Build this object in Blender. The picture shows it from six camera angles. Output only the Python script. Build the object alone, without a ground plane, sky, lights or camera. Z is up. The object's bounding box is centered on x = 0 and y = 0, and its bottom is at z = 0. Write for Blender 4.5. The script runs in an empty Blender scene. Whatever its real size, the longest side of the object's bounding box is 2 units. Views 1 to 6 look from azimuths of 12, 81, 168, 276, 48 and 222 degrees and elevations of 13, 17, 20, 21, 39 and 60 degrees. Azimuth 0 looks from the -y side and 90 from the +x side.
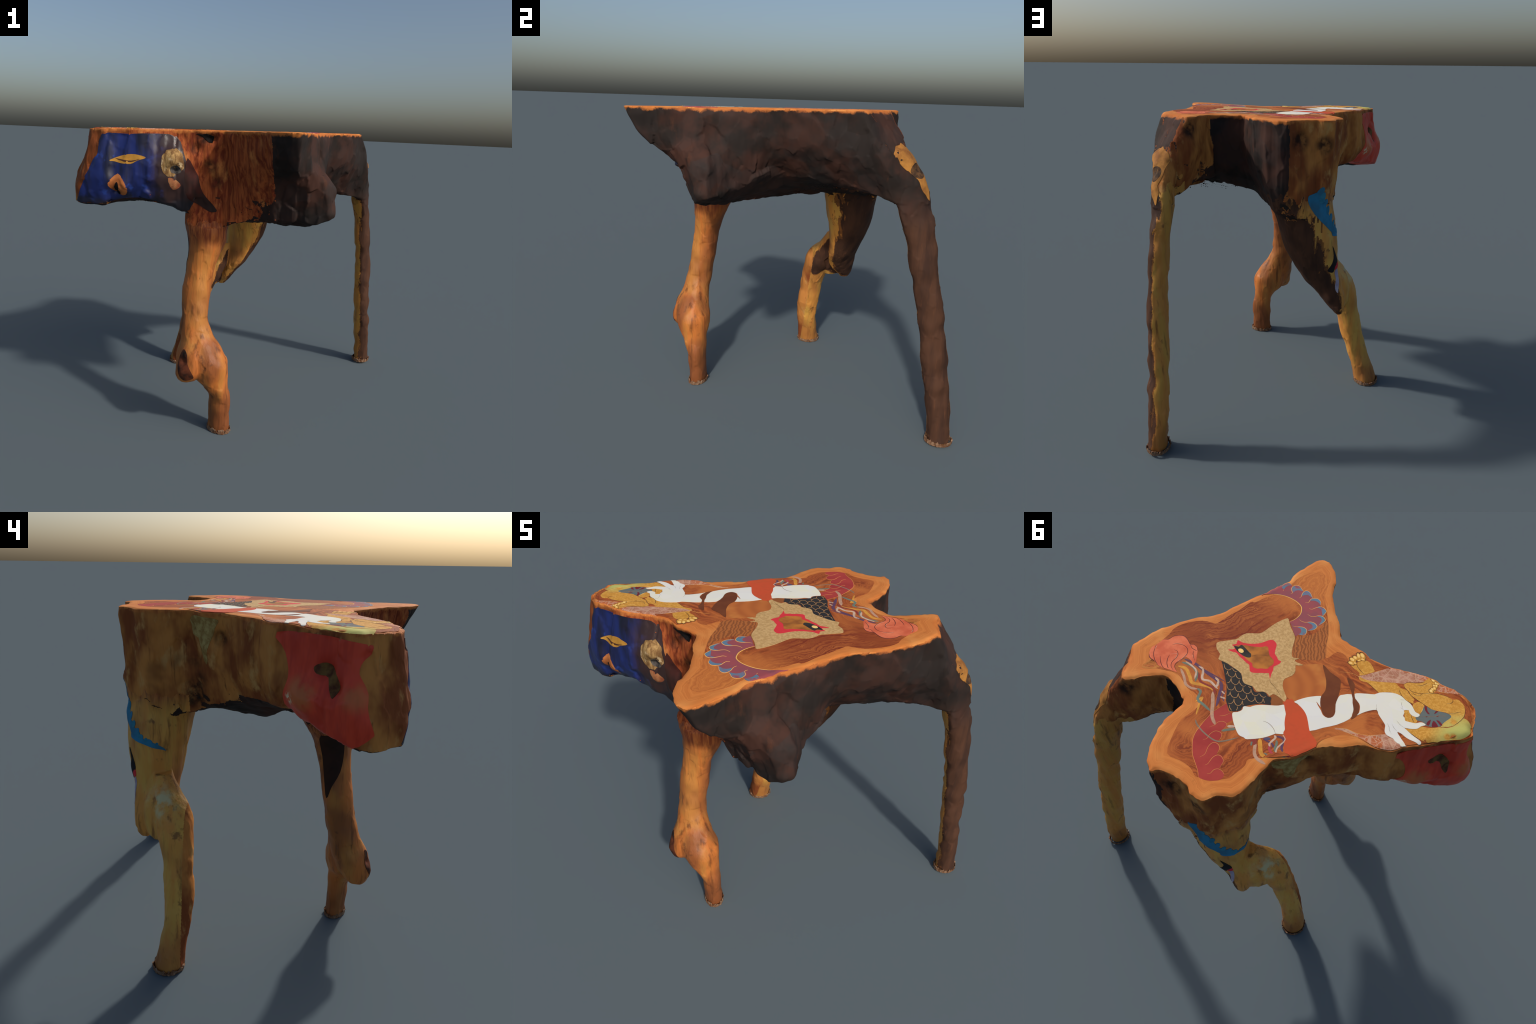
import bpy, bmesh, math, random
import numpy as np
from mathutils import Vector, noise
from mathutils.bvhtree import BVHTree
from mathutils.geometry import delaunay_2d_cdt

random.seed(7)
RNG = np.random.default_rng(7)

# ---------------------------------------------------------------- the slab top
TOP_A, TOP_X, TOP_Y = 1.981, 0.016, 0.012          # the top is one slightly tilted plane


def top_z(x, y):
    return TOP_A + TOP_X * x + TOP_Y * y


# live edge of the slab, walked from the horn over the notch, the big lobe, the rear lobe,
# the bay and the corner over the tall leg back to the horn
LIVE_EDGE = [
    (0.517, -0.951), (0.459, -0.984), (0.391, -0.951), (0.323, -0.891), (0.265, -0.795), (0.212, -0.740), (0.133, -0.672), 
    (0.064, -0.626), (-0.004, -0.554), (-0.073, -0.549), (-0.154, -0.564), (-0.227, -0.553), (-0.355, -0.588), (-0.428, -0.631), 
    (-0.486, -0.658), (-0.557, -0.679), (-0.632, -0.693), (-0.727, -0.710), (-0.795, -0.694), (-0.833, -0.673), (-0.878, -0.604), 
    (-0.887, -0.567), (-0.915, -0.513), (-0.850, -0.414), (-0.801, -0.349), (-0.757, -0.278), (-0.707, -0.206), (-0.678, -0.150), 
    (-0.607, -0.106), (-0.557, -0.077), (-0.490, 0.002), (-0.438, 0.049), (-0.405, 0.098), (-0.366, 0.205), (-0.302, 0.298), 
    (-0.306, 0.350), (-0.308, 0.418), (-0.319, 0.513), (-0.303, 0.577), (-0.246, 0.625), (-0.215, 0.693), (-0.150, 0.706), 
    (-0.104, 0.690), (-0.053, 0.693), (0.005, 0.706), (0.060, 0.731), (0.080, 0.762), (0.145, 0.721), (0.182, 0.675), 
    (0.226, 0.602), (0.257, 0.524), (0.262, 0.456), (0.272, 0.379), (0.312, 0.362), (0.364, 0.343), (0.453, 0.329), 
    (0.498, 0.354), (0.547, 0.417), (0.581, 0.476), (0.620, 0.504), (0.655, 0.464), (0.694, 0.391), (0.760, 0.326), 
    (0.768, 0.267), (0.761, 0.163), (0.736, 0.082), (0.692, -0.042), (0.625, -0.148), (0.600, -0.225), (0.588, -0.305), 
    (0.565, -0.420), (0.544, -0.488), (0.536, -0.568), (0.512, -0.665), (0.531, -0.742), (0.532, -0.825),
]

# how the wall falls away below the edge: station on the edge -> upper wall, lower wall, foot of the wall
WALL = {
    0: ((0.495, -0.87, 1.81), (0.465, -0.69, 1.665), (0.46, -0.6, 1.47)),
    1: ((0.455, -0.88, 1.81), (0.435, -0.69, 1.665), (0.42, -0.6, 1.45)),
    2: ((0.405, -0.87, 1.815), (0.38, -0.685, 1.665), (0.36, -0.6, 1.46)),
    4: ((0.275, -0.79, 1.84), (0.29, -0.695, 1.67), (0.28, -0.58, 1.46)),
    6: ((0.14, -0.66, 1.83), (0.155, -0.62, 1.66), (0.15, -0.55, 1.43)),
    8: ((-0.005, -0.535, 1.83), (0.02, -0.54, 1.66), (0.005, -0.545, 1.385)),
    10: ((-0.155, -0.57, 1.83), (-0.165, -0.585, 1.66), (-0.19, -0.53, 1.41)),
    12: ((-0.36, -0.625, 1.83), (-0.365, -0.645, 1.68), (-0.38, -0.6, 1.52)),
    14: ((-0.49, -0.69, 1.83), (-0.5, -0.7, 1.68), (-0.52, -0.645, 1.555)),
    16: ((-0.64, -0.72, 1.83), (-0.65, -0.725, 1.67), (-0.66, -0.68, 1.535)),
    17: ((-0.74, -0.735, 1.83), (-0.76, -0.752, 1.64), (-0.77, -0.735, 1.5)),
    19: ((-0.85, -0.7, 1.8), (-0.9, -0.72, 1.63), (-0.91, -0.718, 1.5)),
    21: ((-0.92, -0.58, 1.8), (-0.985, -0.6, 1.63), (-0.988, -0.6, 1.49)),
    22: ((-0.93, -0.5, 1.8), (-0.985, -0.5, 1.63), (-0.96, -0.5, 1.51)),
    24: ((-0.82, -0.36, 1.8), (-0.865, -0.355, 1.65), (-0.83, -0.365, 1.55)),
    26: ((-0.71, -0.2, 1.8), (-0.73, -0.215, 1.68), (-0.69, -0.245, 1.6)),
    29: ((-0.56, -0.07, 1.8), (-0.545, -0.085, 1.68), (-0.505, -0.108, 1.575)),
    31: ((-0.44, 0.05, 1.8), (-0.43, 0.04, 1.68), (-0.385, 0.02, 1.555)),
    33: ((-0.34, 0.2, 1.8), (-0.32, 0.185, 1.65), (-0.285, 0.165, 1.495)),
    35: ((-0.26, 0.34, 1.80), (-0.24, 0.32, 1.60), (-0.20, 0.30, 1.42)),
    37: ((-0.305, 0.508, 1.8), (-0.29, 0.493, 1.6), (-0.262, 0.472, 1.4)),
    39: ((-0.243, 0.622, 1.8), (-0.238, 0.607, 1.6), (-0.228, 0.595, 1.4)),
    41: ((-0.15, 0.695, 1.8), (-0.14, 0.7, 1.6), (-0.14, 0.7, 1.4)),
    43: ((-0.05, 0.715, 1.8), (-0.045, 0.73, 1.6), (-0.05, 0.72, 1.4)),
    44: ((0.005, 0.735, 1.8), (0.015, 0.748, 1.62), (0.005, 0.735, 1.41)),
    46: ((0.085, 0.755, 1.82), (0.09, 0.755, 1.63), (0.055, 0.705, 1.42)),
    48: ((0.18, 0.69, 1.8), (0.175, 0.685, 1.63), (0.13, 0.63, 1.43)),
    50: ((0.25, 0.53, 1.8), (0.21, 0.5, 1.63), (0.14, 0.44, 1.45)),
    52: ((0.28, 0.37, 1.80), (0.25, 0.34, 1.63), (0.20, 0.28, 1.50)),
    54: ((0.36, 0.33, 1.80), (0.34, 0.29, 1.65), (0.33, 0.22, 1.53)),
    56: ((0.49, 0.36, 1.8), (0.465, 0.33, 1.68), (0.46, 0.26, 1.605)),
    58: ((0.58, 0.475, 1.8), (0.575, 0.44, 1.69), (0.57, 0.37, 1.615)),
    59: ((0.65, 0.555, 1.8), (0.675, 0.56, 1.67), (0.68, 0.53, 1.565)),
    60: ((0.745, 0.575, 1.8), (0.79, 0.61, 1.65), (0.8, 0.61, 1.52)),
    61: ((0.8, 0.52, 1.8), (0.835, 0.57, 1.65), (0.83, 0.58, 1.5)),
    62: ((0.825, 0.38, 1.8), (0.84, 0.44, 1.68), (0.8, 0.48, 1.52)),
    64: ((0.745, 0.18, 1.8), (0.71, 0.22, 1.69), (0.62, 0.25, 1.59)),
    66: ((0.66, -0.03, 1.8), (0.6, 0, 1.7), (0.525, 0.02, 1.605)),
    68: ((0.58, -0.2, 1.8), (0.54, -0.17, 1.7), (0.485, -0.12, 1.62)),
    70: ((0.585, -0.41, 1.8), (0.59, -0.38, 1.67), (0.555, -0.34, 1.55)),
    72: ((0.57, -0.56, 1.8), (0.665, -0.55, 1.66), (0.675, -0.525, 1.5)),
    73: ((0.54, -0.66, 1.8), (0.62, -0.62, 1.66), (0.635, -0.585, 1.48)),
    74: ((0.53, -0.73, 1.80), (0.56, -0.65, 1.66), (0.57, -0.60, 1.45)),
    75: ((0.505, -0.79, 1.81), (0.515, -0.68, 1.665), (0.51, -0.605, 1.45)),
}
# where the underside runs to, seen from the foot of the wall
UNDER = {
    0: (0.30, -0.40, 1.41), 8: (0.0, -0.35, 1.39), 12: (-0.42, -0.42, 1.51), 17: (-0.66, -0.50, 1.50),
    22: (-0.66, -0.50, 1.50), 26: (-0.48, -0.38, 1.53), 29: (-0.25, -0.20, 1.46), 31: (-0.15, -0.10, 1.39), 37: (-0.02, 0.45, 1.43),
    46: (-0.02, 0.45, 1.43), 52: (0.10, 0.10, 1.46), 57: (0.52, 0.20, 1.575), 61: (0.70, 0.45, 1.55),
    64: (0.45, 0.15, 1.555), 67: (0.35, -0.02, 1.53), 69: (0.40, -0.25, 1.48), 75: (0.35, -0.40, 1.41),
}


def on_ring(keys, n, t):
    """Linear interpolation of keyed values round a closed ring of n stations."""
    ks = sorted(keys)
    xs = np.array(ks + [ks[0] + n], float)
    v = np.array([keys[k] for k in ks] + [keys[ks[0]]], float)
    t = np.asarray(t, float) % n
    t = np.where(t < xs[0], t + n, t)
    return np.stack([np.interp(t, xs, v[:, j]) for j in range(v.shape[1])], 1)


def catmull_closed(p, per):
    p = np.asarray(p, float)
    n = len(p)
    out = []
    for i in range(n):
        a, b, c, d = p[i - 1], p[i], p[(i + 1) % n], p[(i + 2) % n]
        for k in range(per):
            s = k / per
            out.append(0.5 * (2 * b + (c - a) * s + (2 * a - 5 * b + 4 * c - d) * s ** 2 + (3 * b - a - 3 * c + d) * s ** 3))
    return np.array(out)


def catmull_open(p, per):
    p = np.asarray(p, float)
    q = np.concatenate([(2 * p[0] - p[1])[None], p, (2 * p[-1] - p[-2])[None]])
    out = []
    for i in range(1, len(q) - 2):
        a, b, c, d = q[i - 1], q[i], q[i + 1], q[i + 2]
        for k in range(per):
            s = k / per
            out.append(0.5 * (2 * b + (c - a) * s + (2 * a - 5 * b + 4 * c - d) * s ** 2 + (3 * b - a - 3 * c + d) * s ** 3))
    out.append(p[-1])
    return np.array(out)


PER = 4
EDGE = catmull_closed(LIVE_EDGE, PER)
EDGE += RNG.normal(0, 0.0022, EDGE.shape)            # hand-planed, never quite even


def trunk_loft():
    n, m = len(LIVE_EDGE), len(EDGE)
    t = np.arange(m) / PER
    base = np.array(LIVE_EDGE)
    off = {k: np.concatenate([np.array(w) - np.array([*base[k], 0]) for w in WALL[k]]) for k in WALL}
    o = on_ring(off, n, t)
    c = on_ring(UNDER, n, t)
    top = np.column_stack([EDGE, top_z(EDGE[:, 0], EDGE[:, 1])])
    pad = np.column_stack([EDGE, np.zeros(m)])
    m1, m2, b = pad + o[:, 0:3], pad + o[:, 3:6], pad + o[:, 6:9]
    lip = top * 0.8 + m1 * 0.2
    lip[:, 2] = top[:, 2] - 0.035
    rings = [top, lip]
    prof = catmull_open(np.stack([lip, m1, m2, b]), 4)     # profile of every station at once
    rings += list(prof[1:])
    # round the foot over into the underside
    for s, drop in ((0.10, 0.007), (0.35, 0.008), (0.7, 0.004)):
        r = b * (1 - s) + c * s
        r[:, 2] -= drop
        rings.append(r)
    rings.append(c.copy())
    v = np.vstack(rings)
    f = []
    for k in range(len(rings) - 1):
        for i in range(m):
            j = (i + 1) % m
            f.append((k * m + i, k * m + j, (k + 1) * m + j, (k + 1) * m + i))
    f.append(tuple(range(m))[::-1])
    hub = len(v)
    v = np.vstack([v, [[0.05, -0.10, 1.40]]])
    last = (len(rings) - 1) * m
    for i in range(m):
        f.append((last + i, last + (i + 1) % m, hub))
    return v, f


def tube(stations, sides=40, per=5, wobble=0.0):
    """Limb through stations (x, y, z, radius a, radius b, angle of a); its sections stay level where the
    limb stands and tilt with it where it leans."""
    s = np.array(stations, float)
    ang = np.unwrap(np.radians(s[:, 5]) * 2) / 2
    s = np.column_stack([s[:, :5], ang])
    d = catmull_open(s, per)
    v, f = [], []
    for k, (x, y, z, a, b, th) in enumerate(d):
        for i in range(sides):
            u = 2 * math.pi * i / sides
            p, q = a * math.cos(u), b * math.sin(u)
            px, py = p * math.cos(th) - q * math.sin(th), p * math.sin(th) + q * math.cos(th)
            w = 1 + wobble * noise.noise(Vector((3 * math.cos(u) + x * 5, 3 * math.sin(u), z * 9)))
            v.append((x + px * w, y + py * w, z))
    for k in range(len(d) - 1):
        for i in range(sides):
            j = (i + 1) % sides
            f.append((k * sides + i, k * sides + j, (k + 1) * sides + j, (k + 1) * sides + i))
    f.append(tuple(range(sides))[::-1])
    last = (len(d) - 1) * sides
    f.append(tuple(range(last, last + sides)))
    return np.array(v), f


FRONT_LEG = [(-0.08, -0.36, 1.62, 0.16, 0.14, 0), (-0.13, -0.415, 1.47, 0.165, 0.15, 0), (-0.142, -0.455, 1.36, 0.137, 0.145, 0), (-0.138, -0.476, 1.26, 0.115, 0.112, 39),
             (-0.175, -0.503, 1.10, 0.086, 0.094, 70), (-0.185, -0.525, 0.95, 0.084, 0.09, 70), (-0.182, -0.552, 0.80, 0.084, 0.095, 43),
             (-0.172, -0.576, 0.70, 0.108, 0.096, 0), (-0.135, -0.600, 0.60, 0.125, 0.108, 0), (-0.085, -0.610, 0.50, 0.135, 0.118, 10),
             (-0.062, -0.607, 0.42, 0.126, 0.108, 5), (-0.026, -0.597, 0.345, 0.09, 0.09, 20), (0.0, -0.580, 0.25, 0.065, 0.084, 58), (0.002, -0.577, 0.12, 0.058, 0.080, 60),
             (0.004, -0.575, 0.0, 0.058, 0.082, 63)]
FRONT_KNEE = [(-0.165, -0.585, 0.70, 0.08, 0.08, 0), (-0.155, -0.605, 0.60, 0.115, 0.11, 0), (-0.165, -0.645, 0.50, 0.108, 0.105, 0),
              (-0.182, -0.668, 0.43, 0.09, 0.085, 0), (-0.195, -0.675, 0.385, 0.06, 0.055, 0)]
TALL_LEG = [(0.66, 0.36, 1.88, 0.06, 0.09, 90), (0.72, 0.465, 1.81, 0.09, 0.085, 75), (0.755, 0.522, 1.73, 0.098, 0.08, 75), (0.783, 0.588, 1.61, 0.098, 0.06, 85), (0.796, 0.62, 1.5, 0.1, 0.058, 88), (0.814, 0.648, 1.4, 0.09, 0.06, 84),
            (0.829, 0.674, 1.3, 0.084, 0.058, 80), (0.84, 0.696, 1.2, 0.081, 0.057, 76), (0.854, 0.727, 1.05, 0.078, 0.057, 73),
            (0.865, 0.757, 0.9, 0.077, 0.058, 72), (0.871, 0.799, 0.7, 0.075, 0.057, 71), (0.881, 0.836, 0.5, 0.074, 0.06, 93),
            (0.9, 0.865, 0.3, 0.074, 0.06, 97), (0.908, 0.887, 0.15, 0.072, 0.061, 89), (0.914, 0.899, 0.022, 0.071, 0.062, 73)]
REAR_THIGH = [(-0.03, 0.5, 1.66, 0.18, 0.18, 0), (-0.058, 0.52, 1.5, 0.195, 0.188, 0), (-0.085, 0.53, 1.4, 0.197, 0.182, 135), (-0.103, 0.536, 1.3, 0.19, 0.172, 135),
              (-0.123, 0.543, 1.2, 0.182, 0.15, 138), (-0.148, 0.548, 1.1, 0.169, 0.127, 138), (-0.183, 0.545, 1, 0.152, 0.107, 138), (-0.23, 0.546, 0.9, 0.138, 0.09, 132),
              (-0.284, 0.565, 0.81, 0.108, 0.072, 120), (-0.308, 0.582, 0.745, 0.068, 0.048, 112), (-0.325, 0.595, 0.692, 0.027, 0.024, 90)]
REAR_RIDGE = [(0.085, 0.70, 1.80, 0.05, 0.05, 0), (0.08, 0.68, 1.65, 0.062, 0.062, 0), (0.06, 0.655, 1.50, 0.062, 0.062, 0), (0.005, 0.63, 1.36, 0.05, 0.05, 0),
              (-0.04, 0.61, 1.26, 0.03, 0.03, 0)]
REAR_KNEE = [(-0.25, 0.52, 1.06, 0.06, 0.05, 64), (-0.29, 0.505, 0.99, 0.09, 0.068, 64), (-0.332, 0.494, 0.92, 0.122, 0.078, 64), (-0.355, 0.488, 0.85, 0.135, 0.074, 64), (-0.368, 0.483, 0.79, 0.135, 0.064, 64), (-0.380, 0.480, 0.735, 0.120, 0.048, 64), (-0.387, 0.477, 0.705, 0.085, 0.028, 64), (-0.39, 0.476, 0.690, 0.04, 0.012, 64)]
REAR_SHIN = [(-0.265, 0.49, 1.07, 0.055, 0.055, 0), (-0.310, 0.46, 0.985, 0.078, 0.078, 0), (-0.352, 0.428, 0.90, 0.098, 0.098, 0), (-0.383, 0.404, 0.83, 0.103, 0.103, 0), (-0.402, 0.395, 0.78, 0.101, 0.101, 0),
             (-0.427, 0.385, 0.73, 0.095, 0.095, 0), (-0.455, 0.374, 0.65, 0.088, 0.088, 0), (-0.482, 0.366, 0.55, 0.084, 0.084, 0), (-0.519, 0.361, 0.40, 0.078, 0.084, 0),
             (-0.554, 0.367, 0.30, 0.075, 0.08, 0), (-0.582, 0.38, 0.20, 0.076, 0.078, 0), (-0.613, 0.396, 0.10, 0.077, 0.079, 0),
             (-0.636, 0.409, 0.0, 0.078, 0.082, 0)]


def build_body(voxel=0.0056):
    parts = [trunk_loft(), tube(FRONT_LEG), tube(FRONT_KNEE), tube(TALL_LEG), tube(REAR_THIGH), tube(REAR_RIDGE), tube(REAR_KNEE), tube(REAR_SHIN)]
    bm = bmesh.new()
    for v, f in parts:
        vs = [bm.verts.new(p) for p in v]
        fs = []
        for q in f:
            try:
                fs.append(bm.faces.new([vs[i] for i in q]))
            except ValueError:
                pass
        bmesh.ops.recalc_face_normals(bm, faces=fs)
    me = bpy.data.meshes.new("rough")
    bm.to_mesh(me)
    bm.free()
    ob = bpy.data.objects.new("rough", me)
    bpy.context.scene.collection.objects.link(ob)
    md = ob.modifiers.new("r", "REMESH")
    md.mode, md.voxel_size = "VOXEL", voxel
    md2 = ob.modifiers.new("s", "SMOOTH")
    md2.factor, md2.iterations = 0.5, 5
    ev = ob.evaluated_get(bpy.context.evaluated_depsgraph_get())
    out = bpy.data.meshes.new_from_object(ev)
    bpy.data.objects.remove(ob)
    bpy.data.meshes.remove(me)
    return out


def mesh_arrays(me):
    v = np.empty(len(me.vertices) * 3)
    me.vertices.foreach_get("co", v)
    l = np.empty(len(me.loops), np.int32)
    me.loops.foreach_get("vertex_index", l)
    return v.reshape(-1, 3), l

# ---------------------------------------------------------------- small tools
def smoothstep(a, b, x):
    t = np.clip((np.asarray(x, float) - a) / (b - a), 0, 1)
    return t * t * (3 - 2 * t)


def noise_at(p, freq, seed=0.0):
    f = np.asarray(freq, float) * np.ones(3)
    return np.array([noise.noise(Vector((q[0] * f[0] + seed, q[1] * f[1] - seed, q[2] * f[2] + 2 * seed))) for q in p])


def ring_distance(p, ring=EDGE):
    """Distance in plan from the live edge (the year rings run parallel to it) and the nearest station."""
    a = ring
    b = np.roll(ring, -1, 0)
    ab = b - a
    l2 = (ab ** 2).sum(1)
    best = np.full(len(p), 9.0)
    idx = np.zeros(len(p))
    for i in range(len(a)):
        d = p - a[i]
        t = np.clip((d @ ab[i]) / l2[i], 0, 1)
        q = d - t[:, None] * ab[i]
        dist = np.hypot(q[:, 0], q[:, 1])
        m = dist < best
        best[m] = dist[m]
        idx[m] = (i + t[m]) / PER
    return best, idx


def inside(p, ring):
    x, y = p[:, 0], p[:, 1]
    c = np.zeros(len(p), bool)
    j = len(ring) - 1
    for i in range(len(ring)):
        xi, yi, xj, yj = *ring[i], *ring[j]
        if yi != yj:
            c ^= ((yi > y) != (yj > y)) & (x < (xj - xi) * (y - yi) / (yj - yi) + xi)
        j = i
    return c


# ---------------------------------------------------------------- materials
class Tree:
    def __init__(self, name):
        self.m = bpy.data.materials.new(name)
        self.m.use_nodes = True
        self.t = self.m.node_tree
        self.b = self.t.nodes["Principled BSDF"]
        self.b.inputs["Roughness"].default_value = 0.75
        self.b.inputs["Specular IOR Level"].default_value = 0.12
        self.co = self.n("ShaderNodeTexCoord").outputs["Object"]

    def n(self, kind, **kw):
        node = self.t.nodes.new(kind)
        for k, v in kw.items():
            setattr(node, k, v)
        return node

    def put(self, socket, v):
        if isinstance(v, bpy.types.NodeSocket):
            self.t.links.new(v, socket)
        elif isinstance(v, (tuple, list)) and len(v) == 3 and socket.type == "RGBA":
            socket.default_value = (*v, 1)
        else:
            socket.default_value = v

    def map(self, scale=(1, 1, 1), rot=(0, 0, 0), vec=None):
        m = self.n("ShaderNodeMapping")
        self.put(m.inputs["Vector"], vec or self.co)
        m.inputs["Scale"].default_value = scale
        m.inputs["Rotation"].default_value = rot
        return m.outputs[0]

    def noise(self, scale, detail=3, rough=0.55, vec=None, distortion=0.0, w=None):
        k = self.n("ShaderNodeTexNoise")
        if w is not None:
            k.noise_dimensions = "1D"
            self.put(k.inputs["W"], w)
        else:
            self.put(k.inputs["Vector"], vec or self.co)
        k.inputs["Scale"].default_value = scale
        k.inputs["Detail"].default_value = detail
        k.inputs["Roughness"].default_value = rough
        k.inputs["Distortion"].default_value = distortion
        return k.outputs["Fac"]

    def voronoi(self, scale, feature="F1", out="Distance", vec=None):
        k = self.n("ShaderNodeTexVoronoi", feature=feature)
        self.put(k.inputs["Vector"], vec or self.co)
        k.inputs["Scale"].default_value = scale
        return k.outputs[out]

    def math(self, op, a, b=0.0, clamp=False):
        k = self.n("ShaderNodeMath", operation=op, use_clamp=clamp)
        self.put(k.inputs[0], a)
        self.put(k.inputs[1], b)
        return k.outputs[0]

    def span(self, v, a, b, to0=0.0, to1=1.0):
        k = self.n("ShaderNodeMapRange", interpolation_type="SMOOTHSTEP")
        self.put(k.inputs["Value"], v)
        for i, x in (("From Min", a), ("From Max", b), ("To Min", to0), ("To Max", to1)):
            k.inputs[i].default_value = x
        return k.outputs[0]

    def mix(self, f, a, b, blend="MIX"):
        k = self.n("ShaderNodeMix", data_type="RGBA", blend_type=blend)
        self.put(k.inputs[0], f)
        self.put(k.inputs[6], a)
        self.put(k.inputs[7], b)
        return k.outputs[2]

    def xyz(self):
        k = self.n("ShaderNodeSeparateXYZ")
        self.put(k.inputs[0], self.co)
        return k.outputs

    def attr(self, name):
        return self.n("ShaderNodeAttribute", attribute_name=name).outputs["Fac"]

    def near(self, point, r0, r1):
        """1 near a point in the object, falling to 0 between r0 and r1."""
        k = self.n("ShaderNodeVectorMath", operation="DISTANCE")
        self.put(k.inputs[0], self.co)
        k.inputs[1].default_value = point
        return self.span(k.outputs["Value"], r0, r1, 1.0, 0.0)

    def lip(self, colour, fine):
        """Under the rim the wall still shows pale sapwood that runs out into the dark wood."""
        x, y, z = self.xyz()
        plane = self.math("ADD", self.math("ADD", self.math("MULTIPLY", x, TOP_X), self.math("MULTIPLY", y, TOP_Y)), TOP_A)
        depth = self.math("SUBTRACT", plane, z)
        ragged = self.math("ADD", depth, self.math("MULTIPLY", self.math("SUBTRACT", self.noise(13, 5, 0.65), 0.5), 0.07))
        pale = self.mix(self.span(fine, 0.35, 0.7), (0.60, 0.20, 0.048), (0.36, 0.105, 0.03))
        return self.mix(self.span(ragged, 0.008, 0.024, 1.0, 0.0), colour, pale)

    def done(self, colour, bump=None, strength=0.3, dist=0.004):
        self.put(self.b.inputs["Base Color"], colour)
        if bump is not None:
            k = self.n("ShaderNodeBump")
            k.inputs["Strength"].default_value = strength
            k.inputs["Distance"].default_value = dist
            self.put(k.inputs["Height"], bump)
            self.t.links.new(k.outputs[0], self.b.inputs["Normal"])
        return self.m


def paint(name, colour, other=None, scale=30, amount=1.0, grain=0.15, rough=None):
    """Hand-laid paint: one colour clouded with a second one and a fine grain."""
    t = Tree(name)
    other = other or tuple(c * 0.75 for c in colour)
    f = t.math("MULTIPLY", t.span(t.noise(scale, 4, 0.6), 0.35, 0.68), amount)
    c = t.mix(f, colour, other)
    g = t.noise(scale * 9, 2, 0.6)
    c = t.mix(t.math("MULTIPLY", g, grain * 2), c, tuple(x * 0.6 for x in colour), "MIX")
    if rough:
        t.b.inputs["Roughness"].default_value = rough
    return t.done(c, g, 0.15, 0.002)


def sapwood():
    t = Tree("sapwood")
    rim = t.attr("ring_distance")
    w = t.math("ADD", t.math("MULTIPLY", rim, 55.0), t.math("MULTIPLY", t.noise(7, 3), 3.0))
    lines = t.noise(1.0, 4, 0.65, w=w)
    c = t.mix(t.span(lines, 0.3, 0.75), (0.64, 0.218, 0.052), (0.49, 0.138, 0.030))
    c = t.mix(t.span(t.noise(5, 3), 0.45, 0.75), c, (0.68, 0.275, 0.074))
    c = t.mix(t.span(t.noise(16, 5, 0.7), 0.58, 0.75, 0, 0.6), c, (0.42, 0.13, 0.03))
    return t.done(c, lines, 0.06, 0.002)


def heartwood():
    t = Tree("heartwood")
    rim = t.attr("ring_distance")
    warp = t.noise(4.5, 4, 0.6)
    w = t.math("ADD", t.math("MULTIPLY", rim, 48.0), t.math("MULTIPLY", warp, 9.0))
    lines = t.noise(1.0, 5, 0.7, w=w)
    c = t.mix(t.span(lines, 0.32, 0.68), (0.21, 0.042, 0.014), (0.46, 0.118, 0.028))
    c = t.mix(t.span(t.noise(3.2, 3, 0.6, distortion=0.6), 0.42, 0.66), c, (0.51, 0.155, 0.038))
    fine = t.noise(1.0, 2, 0.5, w=t.math("MULTIPLY", w, 6.0))
    c = t.mix(t.span(fine, 0.55, 0.8, 0, 0.55), c, (0.16, 0.035, 0.014))
    # the horn and the core by the long edge are deeper red
    c = t.mix(t.math("MULTIPLY", t.near((0.52, -0.18, 1.98), 0.12, 0.42), t.span(lines, 0.4, 0.6)), c, (0.20, 0.035, 0.014))
    c = t.mix(t.math("MULTIPLY", t.near((0.43, -0.80, 1.97), 0.10, 0.30), 0.85), c, t.mix(t.span(lines, 0.35, 0.7), (0.46, 0.135, 0.032), (0.62, 0.215, 0.05)))
    return t.done(c, lines, 0.05, 0.002)


def figured():
    t = Tree("figured_grain")
    v = t.map((1, 1, 1), (0, 0, -0.73))
    k = t.n("ShaderNodeTexWave", wave_type="BANDS", bands_direction="X")
    t.put(k.inputs["Vector"], v)
    k.inputs["Scale"].default_value = 17
    k.inputs["Distortion"].default_value = 9
    k.inputs["Detail"].default_value = 3
    k.inputs["Detail Scale"].default_value = 1.2
    c = t.mix(t.span(k.outputs["Fac"], 0.2, 0.8), (0.25, 0.080, 0.025), (0.41, 0.132, 0.036))
    return t.done(c)


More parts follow.
